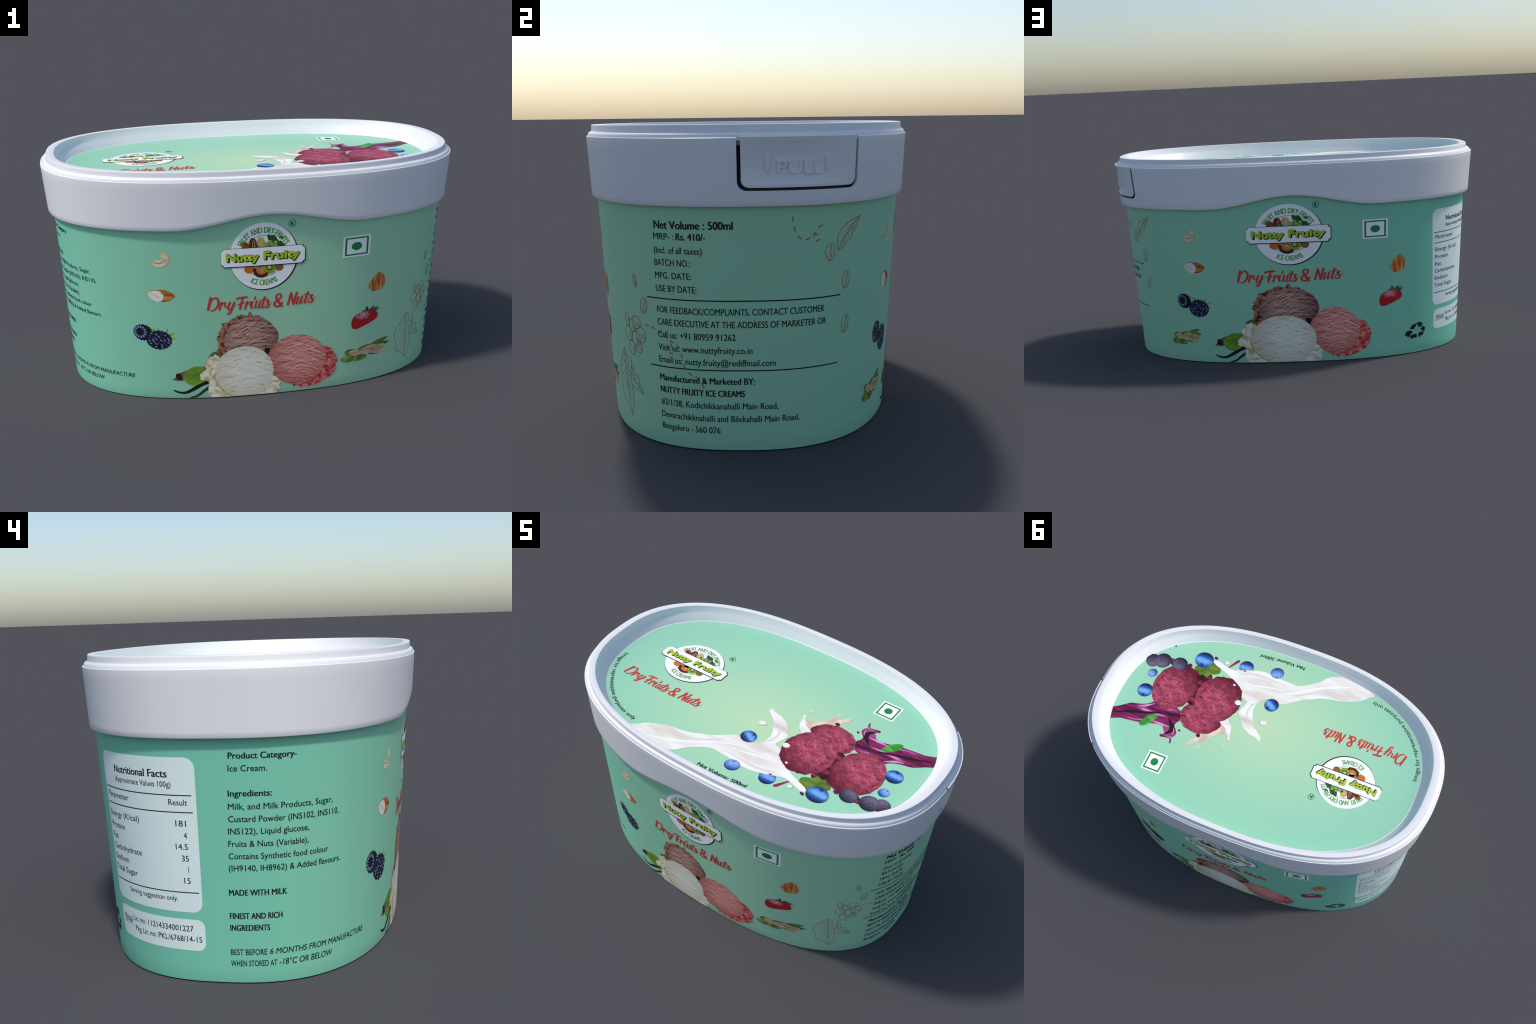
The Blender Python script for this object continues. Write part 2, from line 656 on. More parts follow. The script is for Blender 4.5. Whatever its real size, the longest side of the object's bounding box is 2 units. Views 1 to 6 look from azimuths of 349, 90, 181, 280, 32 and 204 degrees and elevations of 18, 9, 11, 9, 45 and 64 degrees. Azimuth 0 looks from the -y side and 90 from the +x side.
BLACK = ink("black", 24, 26, 28)
PAPER = ink("white", 252, 251, 250)
PANEL = ink("panel_white", 224, 241, 237)
RED = ink("red", 210, 56, 52)
LEAF_DARK = ink("dark_leaf", 38, 92, 42, 0.2, 80)
LEAF = ink("leaf", 92, 140, 40, 0.3, 70)
LIME = ink("lime", 182, 211, 46)
GREEN_TEXT = ink("green_lettering", 82, 168, 62)
COPPER = ink("copper_line", 182, 120, 88)

# raised PULL lettering and its two arrows on the tab
def raised(name, V, F, inner=-0.002, outer=0.008):
    V, F = cut_grid(V, F, 0.02)
    n = len(V)
    verts = [on_tab(s, z, outer) for s, z in V] + [on_tab(s, z, inner) for s, z in V]
    faces = list(F)
    edges = {(f[i], f[(i + 1) % len(f)]) for f in F for i in range(len(f))}
    for (i, j) in edges:
        if (j, i) not in edges:
            faces.append((j, i, i + n, j + n))
    return new_object(name, mesh_from(name, verts, faces, [WHITE], math.radians(30)), lid)

V, F, w = text_shape("PULL")
raised("pull_lettering", [(1.360 + x * 0.140 / w, 0.9385 + y * 0.0455) for x, y in V], F)
for cs, cw in ((1.329, 0.0058), (1.5155, 0.0048)):
    arrow = [(cs + cw, 0.995), (cs - cw, 0.995), (cs - cw, 0.957), (cs, 0.940), (cs + cw, 0.957)]
    raised("pull_arrow", arrow, [tuple(range(5))])

# ---------------------------------------------------------------- lid label
def build_label():
    V, F = [(0, 0, LABEL_Z)], []
    for k in range(1, 9):
        for t in ANG[::2]:
            x, y = oval(LABEL_AB[0] * k / 8, LABEL_AB[1] * k / 8, LID_N, t)
            V.append((x, y, LABEL_Z))
    m = SEG // 2
    for i in range(m):
        F.append((0, 1 + i, 1 + (i + 1) % m))
        for k in range(7):
            o = 1 + k * m
            F.append((o + i, o + m + i, o + m + (i + 1) % m, o + (i + 1) % m))
    return new_object("lid_label", mesh_from("lid_label", V, F, [label_green()], 0.5), tub)

label = build_label()

def inside_label(x, y):
    q = (abs(x / LABEL_AB[0]) ** LID_N + abs(y / LABEL_AB[1]) ** LID_N) ** (1 / LID_N)
    return (x, y) if q < 0.9985 else (x / q * 0.9985, y / q * 0.9985)

def lid_print(name, x, y):
    return Print(name, label, lid_frame(x, y), on_lid, du=0.0, clip=inside_label)

# ---------------------------------------------------------------- printed motifs
# --- round badge with a banner, drawn on a sheet of 2091 x 1568 units
def badge(p, cx, cy, kx=1.0, ky=1.0):
    k1, m1, k2 = 2.098e-4 * kx, -1.473e-5 * ky, -2.27e-4 * ky
    def at(px, py):
        return cx + k1 * (px - 1010), cy + m1 * (px - 1010) + k2 * (py - 855)
    def pl(pts, mat, layer):
        p.poly([at(1005 + (x - 1005) * 1.08, 855 + (y - 855) * 1.05) for x, y in pts], mat, layer)
    def el(x, y, rx, ry, mat, layer, rot=0.0):
        pl(ellipse(x, y, rx, ry, 28, rot), mat, layer)
    nut, nut_dark = ink("nut", 152, 78, 42), ink("nut_dark", 96, 48, 30)
    shell, shell_dark = ink("shell", 206, 168, 136), ink("shell_dark", 120, 84, 60)
    orange, orange_pale = ink("orange", 214, 112, 32), ink("orange_pale", 240, 206, 176)
    rx, ry = 0.150 * kx, 0.1600 * ky
    p.poly(ellipse(cx + 0.0012 * kx + 0.003 * kx, cy - 0.004 * ky, rx + 0.0015, ry + 0.0005, 90), BLACK, 0)
    p.poly(ellipse(cx + 0.0012 * kx, cy - 0.001 * ky, rx - 0.001, ry - 0.0015, 90), PAPER, 1)
    icx, icy = cx + 0.001 * kx, cy + 0.0 * ky
    p.poly([ellipse(icx, icy, 0.0935 * kx, 0.0995 * ky, 70), ellipse(icx, icy, 0.0915 * kx, 0.0975 * ky, 70)], BLACK, 2)
    # upper fruit: almonds, striped seeds, pistachios, vine leaves, grapes
    pl(closed([(1090, 425), (1165, 440), (1200, 430), (1250, 460), (1285, 520), (1310, 560), (1350, 545), (1375, 570), (1400, 600), (1430, 640), (1290, 700), (1180, 640), (1100, 520)], 3), LEAF_DARK, 3)
    pl(closed([(1310, 480), (1350, 440), (1390, 460), (1410, 480), (1370, 500), (1330, 510)], 3), LEAF_DARK, 3)
    el(840, 665, 190, 62, nut_dark, 3)
    el(1060, 680, 150, 40, ink("green_bed", 70, 120, 44), 3)
    el(810, 610, 75, 115, nut_dark, 3.5, -0.1)
    for a, b in (((775, 690), (800, 520)), ((815, 680), (835, 540)), ((850, 640), (800, 690)), ((900, 650), (920, 690))):
        V, F = stroke([at(*a), at(*b)], 0.0022)
        p.shape(V, F, shell, 4)
    el(650, 625, 85, 50, nut, 4, 0.25)
    el(665, 690, 80, 42, nut, 4, -0.1)
    for dy in (-18, 2, 20):
        V, F = stroke([at(590, 610 + dy), at(650, 615 + dy * 1.3), at(720, 640 + dy)], 0.0012)
        p.shape(V, F, nut_dark, 5)
    el(925, 550, 38, 80, shell, 4, 0.35)
    el(1000, 580, 36, 75, shell, 4, 0.15)
    el(980, 540, 22, 70, LIME, 5, 0.25)
    el(930, 630, 50, 30, shell, 5, 0.5)
    el(1045, 610, 55, 40, shell, 4, -0.4)
    el(1000, 670, 60, 24, shell, 5, -0.3)
    grape, grape_hi = ink("grape", 104, 160, 62), ink("grape_pale", 168, 204, 116)
    for x, y in ((1145, 575), (1250, 585), (1085, 640), (1180, 630), (1255, 665), (1040, 690)):
        el(x, y, 46, 46, nut_dark, 5)
        el(x, y, 42, 42, grape, 6)
        el(x - 10, y - 14, 22, 18, grape_hi, 7)
    # lower fruit: persimmon, half coconut, orange slice, kiwi
    el(730, 1120, 100, 85, orange, 3)
    el(965, 1150, 160, 140, ink("coconut", 70, 42, 28), 4)
    el(920, 1060, 100, 60, ink("coconut_flesh", 186, 152, 110), 5)
    el(1320, 1070, 85, 80, ink("kiwi_skin", 140, 104, 40), 3)
    el(970, 1140, 102, 88, orange, 5)
    for a in range(5):
        t = math.pi * (0.15 + 0.175 * a) + 0.1
        V, F = stroke([at(975, 1110), at(975 + 90 * math.cos(t), 1110 + 100 * math.sin(t))], 0.0016)
        p.shape(V, F, orange_pale, 6)
    el(1130, 1090, 118, 112, ink("kiwi_rim", 110, 130, 36), 6)
    el(1130, 1090, 108, 102, ink("kiwi", 138, 174, 40), 7)
    el(1128, 1082, 66, 60, ink("kiwi_core", 72, 92, 32), 8)
    el(1126, 1076, 40, 36, ink("kiwi_heart", 196, 190, 130), 9)
    # lettering round the ring
    for string, a0, a1, rr, cap, flip in (("FRUIT AND DRY-FRUITS", 153, 26, 0.1095, 0.0295, False), ("ICE CREAMS", 243, 299, -1.0, 0.0290, True)):
        V, F, w = text_shape(string)
        for strike in (-1, 0, 1):
            P = []
            for vx, vy in V:
                a = math.radians(a0 + (a1 - a0) * (vx + 0.055 * strike) / w)
                r = (0.1395 - vy * cap - 0.0 if flip else rr + vy * cap)
                P.append((cx + 0.001 + r * math.cos(a) * 0.94 * kx, cy + r * math.sin(a) * ky))
            p.shape(P, F, GREEN_TEXT, 4 + 0.2 * strike)
    # banner with notched corners, black drop edge
    def banner(x0, x1, y0, y1, q):
        out = []
        for cxx, cyy, a0 in ((x1, y1, 180), (x0, y1, 270), (x0, y0, 0), (x1, y0, 90)):
            seg = []
            for k in range(7):
                a = math.radians(a0 + 90 * k / 6)
                seg.append((cxx + q * math.cos(a), cyy + q * math.sin(a)))
            out += seg[::-1]
        return out
    hw, hh, q = 0.1865 * kx, 0.0425 * ky, 0.0115 * kx
    p.poly(banner(cx - hw + 0.0005, cx + hw + 0.0025, cy - hh - 0.0045, cy + hh + 0.0012, q), BLACK, 10)
    p.poly(banner(cx - hw + 0.001, cx + hw - 0.0015, cy - hh, cy + hh - 0.0008, q), PAPER, 11)
    for dx, dy, mat, layer, bold in ((0.0042, -0.0034, BLACK, 12, 0.115), (0.0, 0.0, BLACK, 14, 0.110), (0.0, 0.0, LIME, 16, 0.070)):
        p.text("Nutty", cx - 0.165 * kx + dx * kx, cx - 0.020 * kx + dx * kx, cy - 0.0165 * ky + dy, 0.0365 * ky, mat, layer, bold)
        p.text("Fruity", cx - 0.001 * kx + dx * kx, cx + 0.162 * kx + dx * kx, cy - 0.0135 * ky + dy, 0.0365 * ky, mat, layer, bold)

def trademark(p, x, y, kx=1.0, ky=1.0):
    p.poly([ellipse(x, y, 0.0165 * kx, 0.0178 * ky, 36), ellipse(x, y, 0.0143 * kx, 0.0156 * ky, 36)], BLACK, 1)
    p.text("R", x - 0.0072 * kx, x + 0.0085 * kx, y - 0.0100 * ky, 0.0195 * ky, BLACK, 1, 0.03)

# --- brush script, drawn on a sheet whose baseline climbs to the right
SCRIPT = {
    "D stem": ([(208, 325), (178, 440), (152, 535)], [40, 42, 36]),
    "D bowl": ([(200, 430), (228, 365), (275, 325), (325, 335), (342, 400), (318, 475), (262, 535), (210, 556), (182, 542)], [6, 14, 26, 34, 38, 32, 24, 16, 8]),
    "r stem": ([(396, 400), (372, 470), (352, 530)], [32, 34, 30]),
    "r arm": ([(378, 480), (410, 425), (448, 402), (458, 425), (444, 465), (468, 478), (500, 462)], [8, 16, 28, 28, 22, 14, 8]),
    "y left": ([(542, 395), (516, 455), (498, 505), (516, 524), (548, 496), (580, 450)], [32, 32, 26, 16, 10, 8]),
    "y right": ([(618, 392), (590, 465), (560, 545), (535, 592), (508, 608), (490, 594), (508, 556), (560, 512), (610, 470), (655, 415)], [32, 34, 32, 26, 18, 14, 10, 9, 9, 6]),
    "F stem": ([(768, 322), (745, 410), (718, 508)], [26, 36, 32]),
    "F bar": ([(664, 332), (700, 314), (775, 302), (846, 294)], [28, 30, 32, 28]),
    "F arm": ([(692, 432), (740, 410), (792, 398)], [18, 24, 22]),
    "r2 stem": ([(846, 378), (828, 440), (808, 504)], [30, 32, 28]),
    "r2 arm": ([(832, 452), (866, 402), (898, 380), (908, 400), (896, 436), (918, 446)], [8, 14, 26, 26, 16, 8]),
    "i stem": ([(942, 380), (924, 440), (918, 482), (938, 498), (968, 470), (992, 430)], [30, 30, 26, 16, 9, 7]),
    "i dot": ([(996, 295), (974, 338)], [28, 20]),
    "u left": ([(1020, 362), (1000, 430), (990, 474), (1008, 490), (1038, 462), (1062, 420)], [30, 30, 26, 16, 9, 7]),
    "u right": ([(1084, 362), (1064, 430), (1054, 474), (1072, 490), (1106, 450)], [30, 30, 26, 16, 7]),
    "t stem": ([(1162, 292), (1140, 370), (1116, 456), (1126, 486), (1158, 468), (1196, 418)], [32, 32, 28, 18, 10, 7]),
    "t bar": ([(1102, 344), (1150, 332), (1198, 322)], [14, 18, 16]),
    "s": ([(1170, 470), (1200, 420), (1236, 358), (1226, 344), (1206, 370), (1228, 412), (1232, 450), (1206, 480), (1172, 478)], [7, 10, 18, 22, 30, 32, 28, 22, 14]),
    "s tail": ([(1220, 462), (1258, 420), (1290, 374)], [10, 9, 5]),
    "and": ([(1476, 392), (1448, 436), (1402, 460), (1352, 456), (1332, 420), (1356, 376), (1418, 334), (1458, 286), (1456, 250), (1426, 238), (1384, 254), (1370, 296), (1396, 356), (1438, 416), (1474, 452)], [26, 26, 26, 30, 34, 28, 26, 30, 28, 24, 28, 34, 38, 40, 34]),
    "and foot": ([(1446, 410), (1484, 390)], [22, 22]),
    "N first": ([(1634, 226), (1608, 330), (1580, 430)], [30, 32, 30]),
    "N slope": ([(1640, 226), (1662, 330), (1680, 424)], [34, 34, 30]),
    "N last": ([(1742, 212), (1714, 315), (1684, 424)], [32, 32, 28]),
    "u2 left": ([(1774, 296), (1750, 365), (1738, 404), (1754, 420), (1786, 390), (1812, 348)], [32, 32, 28, 16, 9, 7]),
    "u2 right": ([(1844, 286), (1820, 358), (1808, 396), (1824, 412), (1862, 370)], [32, 32, 28, 16, 7]),
    "t2 stem": ([(1946, 212), (1920, 290), (1888, 378), (1898, 404), (1930, 388), (1972, 330)], [36, 36, 30, 18, 10, 7]),
    "t2 bar": ([(1868, 258), (1926, 248), (1984, 240)], [14, 18, 16]),
    "s2": ([(1946, 390), (1984, 330), (2034, 272), (2024, 260), (1996, 284), (2026, 326), (2036, 362), (2006, 394), (1962, 396)], [7, 10, 18, 22, 32, 34, 30, 22, 14]),
    "s2 tail": ([(2018, 380), (2062, 340), (2100, 290)], [10, 9, 5]),
}
def script(p, x0, x1, base, height, layer=1, steps=None):
    """flavour name in brush script between x0 and x1; height is that of the D stem"""
    k = (x1 - x0) / 1965.0
    v = height / 232.0
    def at(q):
        x = q[0]
        bx = x0 + k * (x - 135) if steps is None else float(np.interp(x, steps[0], steps[1]))
        return bx, base + v * (548 - 0.0735 * (x - 135) - q[1])
    for n, (pts, w) in enumerate(SCRIPT.values()):
        V, F = stroke(pts, [q * 1.16 for q in w], 5)
        m = max(1, len(F) // 3 + 1)
        for j in range(0, len(F), m):
            p.shape([at(q) for q in V], F[j:j + m], RED, layer + 0.15 * n + 0.05 * (j // m))

for name_S, wide in ((0.0, False), (LENGTH / 2, True)):
    if not wide:
        bc, kx, tm = -0.0335, 1.0, 0.093
    else:
        bc, kx, tm = 2.4465, 1.15, 2.588
    p = body_print("logo_badge", bc, 0.697 if not wide else 0.694)
    badge(p, bc, 0.6985 if not wide else 0.695, kx, 1.0)
    trademark(p, tm, 0.844, 1.0 if not wide else 1.0)
    p.build()
    p = body_print("flavour_lettering", bc, 0.48)
    if not wide:
        script(p, -0.289, 0.210, 0.450, 0.064)
    else:
        script(p, 2.168, 2.72, 0.446, 0.064)
    p.build()

p = lid_print("logo_badge", -0.512, 0.068)
badge(p, -0.512, 0.0685, 1.05, 0.965)
trademark(p, -0.3705, 0.2155, 1.05, 1.0)
p.build()
p = lid_print("flavour_lettering", -0.512, -0.17)
script(p, -0.762, -0.276, -0.205, 0.066)
p.build()

# --- green dot mark in a square frame
VEG = ink("mark_green", 22, 138, 66)
def green_mark(p, x0, x1, y0, y1):
    w, h = x1 - x0, y1 - y0
    def box(k):
        return [(x0 + w * k, y0 + h * k), (x1 - w * k, y0 + h * k), (x1 - w * k, y1 - h * k), (x0 + w * k, y1 - h * k)]
    p.poly(box(0), PAPER, 0)
    p.poly([box(0.075), box(0.145)], VEG, 1)
    p.poly(ellipse((x0 + x1) / 2, (y0 + y1) / 2, w * 0.19, h * 0.19, 36), VEG, 1)

for x0, x1, y0, y1 in ((0.3295, 0.4655, 0.655, 0.7565), (2.8215, 2.954, 0.650, 0.7515)):
    p = body_print("green_dot_mark", (x0 + x1) / 2, (y0 + y1) / 2)
    green_mark(p, x0, x1, y0, y1)
    p.build()
p = lid_print("green_dot_mark", 0.4975, 0.3495)
green_mark(p, 0.442, 0.5525, 0.290, 0.4085)
p.build()

# --- three scoops with leaf, chocolate roll and vanilla pods
def scoops(p, warp, cen):
    """cen: warped centre S used by the materials' local frames"""
    def P(pts):
        return [(warp(x), y) for x, y in pts]
    def lx(x):
        return warp(x) - cen
    choc = ice_cream("chocolate", srgb(214, 174, 158), srgb(172, 124, 106), srgb(74, 42, 34), (lx(-0.115), 0.175), 0.170, (22, 60), 1.6, -0.28, 1.9, None, (0.34, 0.24, 0.22, 1), (lx(-0.09), 0.15))
    berry = ice_cream("strawberry", srgb(246, 186, 172), srgb(224, 134, 120), srgb(172, 58, 56), (lx(0.150), 0.055), 0.205, (21, 62), 1.8, 0.05, 1.7, None, (0.50, 0.20, 0.18, 1), (lx(0.13), 0.03))
    vanilla = ice_cream("vanilla", srgb(246, 243, 232), srgb(236, 231, 212), srgb(198, 178, 120), (lx(-0.105), 0.005), 0.195, (18, 48), 1.2, 0.0, 1.5, None, (0.78, 0.70, 0.52, 1), (lx(-0.12), -0.02))
    frill_c = streaked("chocolate_frill", [srgb(60, 32, 26), srgb(150, 88, 66), srgb(186, 124, 100)], 48, (1, 1.2), 0.4, 0.4, 0.36, 0.62)
    frill_b = streaked("strawberry_frill", [srgb(170, 40, 44), srgb(212, 84, 78), srgb(240, 150, 138)], 44, (1, 1.3), 0.7, 0.5, 0.36, 0.64)
    frill_v = streaked("vanilla_frill", [srgb(196, 172, 112), srgb(232, 222, 188), srgb(246, 240, 222)], 26, (1.0, 1.4), 0.5, 0.6, 0.36, 0.6)
    dark = ink("gap_dark", 36, 22, 24)
    # leaf, chocolate roll, pods
    roll, roll_dark = ink("chocolate_roll", 120, 92, 88, 0.35, 90), ink("roll_dark", 44, 28, 26, 0.3, 80)
    p.poly(P([(-0.468, 0.098), (-0.452, 0.110), (-0.448, 0.130), (-0.436, 0.133), (-0.375, 0.157), (-0.30, 0.170), (-0.30, 0.140), (-0.41, 0.096), (-0.432, 0.092)]), roll, 0)
    p.poly(P(closed([(-0.450, 0.120), (-0.440, 0.132), (-0.424, 0.126), (-0.420, 0.100), (-0.436, 0.100), (-0.446, 0.106)])), roll_dark, 1)
    V, F = stroke(P([(-0.463, 0.043), (-0.440, 0.033), (-0.405, 0.032), (-0.365, 0.052), (-0.325, 0.076), (-0.285, 0.088)]), [0.006, 0.010, 0.013, 0.018, 0.020, 0.018])
    p.shape(V, F, ink("vanilla_pod", 28, 28, 28), 1)
    V, F = stroke(P([(-0.385, 0.004), (-0.352, 0.014), (-0.318, 0.040), (-0.285, 0.063)]), [0.008, 0.011, 0.014, 0.014])
    p.shape(V, F, ink("vanilla_pod_brown", 62, 52, 44), 1)
    p.poly(P(closed([(-0.300, 0.195), (-0.272, 0.236), (-0.235, 0.238), (-0.225, 0.20), (-0.27, 0.165)])), ink("back_leaf", 84, 112, 56, 0.2, 60), 1)
    p.poly(P(closed([(-0.413, 0.110), (-0.400, 0.142), (-0.362, 0.166), (-0.318, 0.164), (-0.296, 0.142), (-0.30, 0.106), (-0.330, 0.080), (-0.368, 0.069), (-0.400, 0.082)])), streaked("scoop_leaf", [srgb(160, 184, 46), srgb(122, 162, 44), srgb(84, 132, 48)], 9, (0.6, 1.4), -0.5), 2)
    for a, b in (((-0.400, 0.092), (-0.300, 0.158)), ((-0.362, 0.118), (-0.395, 0.128)), ((-0.340, 0.132), (-0.345, 0.090)), ((-0.352, 0.122), (-0.362, 0.155))):
        V, F = stroke(P([a, b]), 0.0018)
        p.shape(V, F, LEAF_DARK, 3)
    # frills behind, then the scoops
    p.poly(P(ragged(-0.118, 0.312, 0.128, 0.104, 0.12, 4.0, 1.0, 220)), frill_c, 2)
    p.poly(P([(-0.110, 0.405), (-0.104, 0.424), (-0.096, 0.434), (-0.088, 0.424), (-0.082, 0.405)]), frill_c, 2)
    p.poly(P(ragged(-0.222, 0.252, 0.026, 0.040, 0.30, 2.2, 8.0, 60)), frill_c, 2)
    p.poly(P(ragged(0.014, 0.300, 0.022, 0.040, 0.2, 2.2, 3.0, 60)), frill_c, 2)
    p.poly(P(ellipse(-0.094, 0.290, 0.124, 0.117, 60, 0.12)), choc, 3)
    p.poly(P(closed([(-0.03, 0.24), (0.012, 0.236), (0.03, 0.28), (0.02, 0.19), (0.0, 0.15)], 4)), dark, 4)
    p.poly(P(ragged(0.190, 0.132, 0.138, 0.112, 0.11, 4.2, 4.0, 220)), frill_b, 4)
    p.poly(P(ellipse(0.128, 0.168, 0.145, 0.128, 70, -0.25)), berry, 5)
    for bx, by, rx, ry, sd in ((-0.262, 0.165, 0.048, 0.056, 1.0), (-0.292, 0.118, 0.044, 0.030, 2.0), (-0.258, 0.055, 0.042, 0.060, 3.0), (-0.215, 0.030, 0.080, 0.034, 4.0), (-0.05, 0.018, 0.075, 0.026, 5.0), (0.008, 0.052, 0.036, 0.040, 6.0), (0.024, 0.028, 0.022, 0.020, 7.0)):
        p.poly(P(ragged(bx, by, rx, ry, 0.22, 2.6, sd, 90)), frill_v, 6 + 0.1 * sd)
    V, F = stroke(P([(-0.268, 0.125), (-0.255, 0.075), (-0.222, 0.028), (-0.185, 0.006)]), [0.005, 0.007, 0.009, 0.006])
    vpts = [(x, max(y, 0.0025)) for x, y in ellipse(-0.126, 0.124, 0.140, 0.136, 80)]
    p.poly(P(vpts), vanilla, 7.2)
    p.shape(V, F, ink("vanilla_crease", 196, 176, 118, 0.3, 60), 8)

p = body_print("scoop_picture", -0.07, 0.14)
scoops(p, lambda x: x, -0.07)
p.build()
back_warp = lambda x: float(np.interp(x, [-0.468, -0.413, -0.265, -0.13, 0.012, 0.133, 0.273, 0.331], [2.014, 2.068, 2.219, 2.392, 2.571, 2.672, 2.810, 2.871]))
p = body_print("scoop_picture", back_warp(-0.07), 0.14)
scoops(p, back_warp, back_warp(-0.07))
p.build()

# --- small nuts and fruit.  Each draws in a unit square mapped to (x0, x1, y0, y1)
def framed(x0, x1, y0, y1):
    return lambda pts: [(x0 + (x1 - x0) * u, y0 + (y1 - y0) * v) for u, v in pts]

def cashew(p, box):
    T = framed(*box)
    cream = streaked("cashew", [srgb(196, 172, 126), srgb(224, 208, 172), srgb(238, 228, 204)], 30, (0.6, 1.2), 0.6)
    edge = ink("cashew_edge", 186, 150, 100)
    outer = closed([(0.0, 0.30), (0.12, 0.42), (0.32, 0.46), (0.52, 0.50), (0.58, 0.62), (0.52, 0.80), (0.56, 0.96), (0.72, 1.0), (0.90, 0.86), (1.0, 0.60), (0.94, 0.32), (0.72, 0.08), (0.42, 0.0), (0.18, 0.06)])
    p.poly(T(outer), edge, 0)
    p.poly(T([(0.5 + (x - 0.5) * 0.955, 0.47 + (y - 0.47) * 0.95) for x, y in outer]), cream, 1)
    V, F = stroke(T([(0.10, 0.34), (0.32, 0.28), (0.52, 0.30), (0.68, 0.42)]), [0.003, 0.006, 0.006, 0.003])
    p.shape(V, F, edge, 2)

def half_almond(p, box):
    T = framed(*box)
    skin = streaked("almond_skin", [srgb(128, 66, 30), srgb(186, 110, 50), srgb(214, 150, 86)], 22, (0.5, 2.6), -0.15)
    flesh = ink("almond_flesh", 234, 228, 214, 0.04, 40)
    p.poly(T(closed([(0.0, 0.70), (0.12, 0.90), (0.38, 1.0), (0.64, 0.98), (0.84, 0.82), (1.0, 0.52), (0.90, 0.28), (0.72, 0.08), (0.45, 0.04), (0.2, 0.2), (0.05, 0.5)])), skin, 0)
    p.poly(T(closed([(0.01, 0.70), (0.10, 0.84), (0.32, 0.93), (0.46, 0.86), (0.52, 0.70), (0.585, 0.55), (0.57, 0.32), (0.48, 0.08), (0.32, 0.03), (0.16, 0.20), (0.06, 0.46)])), flesh, 1)
    V, F = stroke(T([(0.05, 0.72), (0.22, 0.62), (0.36, 0.44), (0.46, 0.34)]), [0.001, 0.002, 0.002, 0.001])
    p.shape(V, F, ink("almond_seam", 150, 130, 90), 2)

def whole_almond(p, box):
    T = framed(*box)
    skin = streaked("almond", [srgb(152, 84, 36), srgb(208, 126, 62), srgb(234, 176, 112)], 26, (2.8, 0.45), 0.12)
    p.poly(T(closed([(0.57, 1.0), (0.62, 0.99), (0.82, 0.84), (0.97, 0.58), (0.96, 0.28), (0.82, 0.08), (0.62, 0.02), (0.30, 0.0), (0.08, 0.16), (0.0, 0.32), (0.10, 0.56), (0.32, 0.84)])), skin, 0)
    for a, b in (((0.30, 0.62), (0.22, 0.28)), ((0.48, 0.80), (0.40, 0.36)), ((0.64, 0.74), (0.62, 0.22)), ((0.78, 0.56), (0.80, 0.24))):
        V, F = stroke(T([a, ((a[0] + b[0]) / 2 - 0.03, (a[1] + b[1]) / 2), b]), [0.0008, 0.0022, 0.0008])
        p.shape(V, F, ink("almond_groove", 140, 76, 34), 1)

def strawberry(p, box):
    T = framed(*box)
    n = Nodes("print_strawberry_fruit", PRINT_ROUGH, PRINT_SPEC)
    f = n.noise(n.mapped((1, 1.6, 1), 0.3), 90, 3)
    base = n.ramp(f, [(0.3, srgb(140, 14, 26)), (0.55, srgb(196, 30, 40)), (0.75, srgb(218, 66, 66))])
    g = n.ramp(n.radius((-0.015, 0.012), (22, 40)), [(0.3, (1, 1, 1, 1)), (1.0, (0, 0, 0, 1))])
    h = n.ramp(n.noise(n.coords(), 160, 2), [(0.45, (0, 0, 0, 1)), (0.55, (1, 1, 1, 1))])
    red = n.done(n.mix(n.math("MULTIPLY", n.math("MULTIPLY", g, h), 0.8), base, srgb(240, 214, 222)))
    calyx = ink("calyx", 44, 100, 50, 0.2, 90)
    for tip, base_u in (((0.20, 0.78), 0.42), ((0.34, 0.84), 0.46), ((0.50, 1.0), 0.50), ((0.76, 0.97), 0.60), ((0.90, 0.90), 0.66), ((1.0, 0.82), 0.70), ((1.0, 0.70), 0.74)):
        w = 0.055
        p.poly(T(closed([(base_u - w, 0.74), ((base_u + tip[0]) / 2 - w, (0.78 + tip[1]) / 2), tip, ((base_u + tip[0]) / 2 + w, (0.74 + tip[1]) / 2), (base_u + w, 0.70)], 4)), calyx, 0)
    p.poly(T(closed([(0.02, 0.12), (0.0, 0.34), (0.06, 0.56), (0.20, 0.70), (0.42, 0.76), (0.66, 0.78), (0.82, 0.70), (0.90, 0.52), (0.86, 0.34), (0.66, 0.20), (0.42, 0.08), (0.24, 0.0), (0.08, 0.02)])), red, 1)

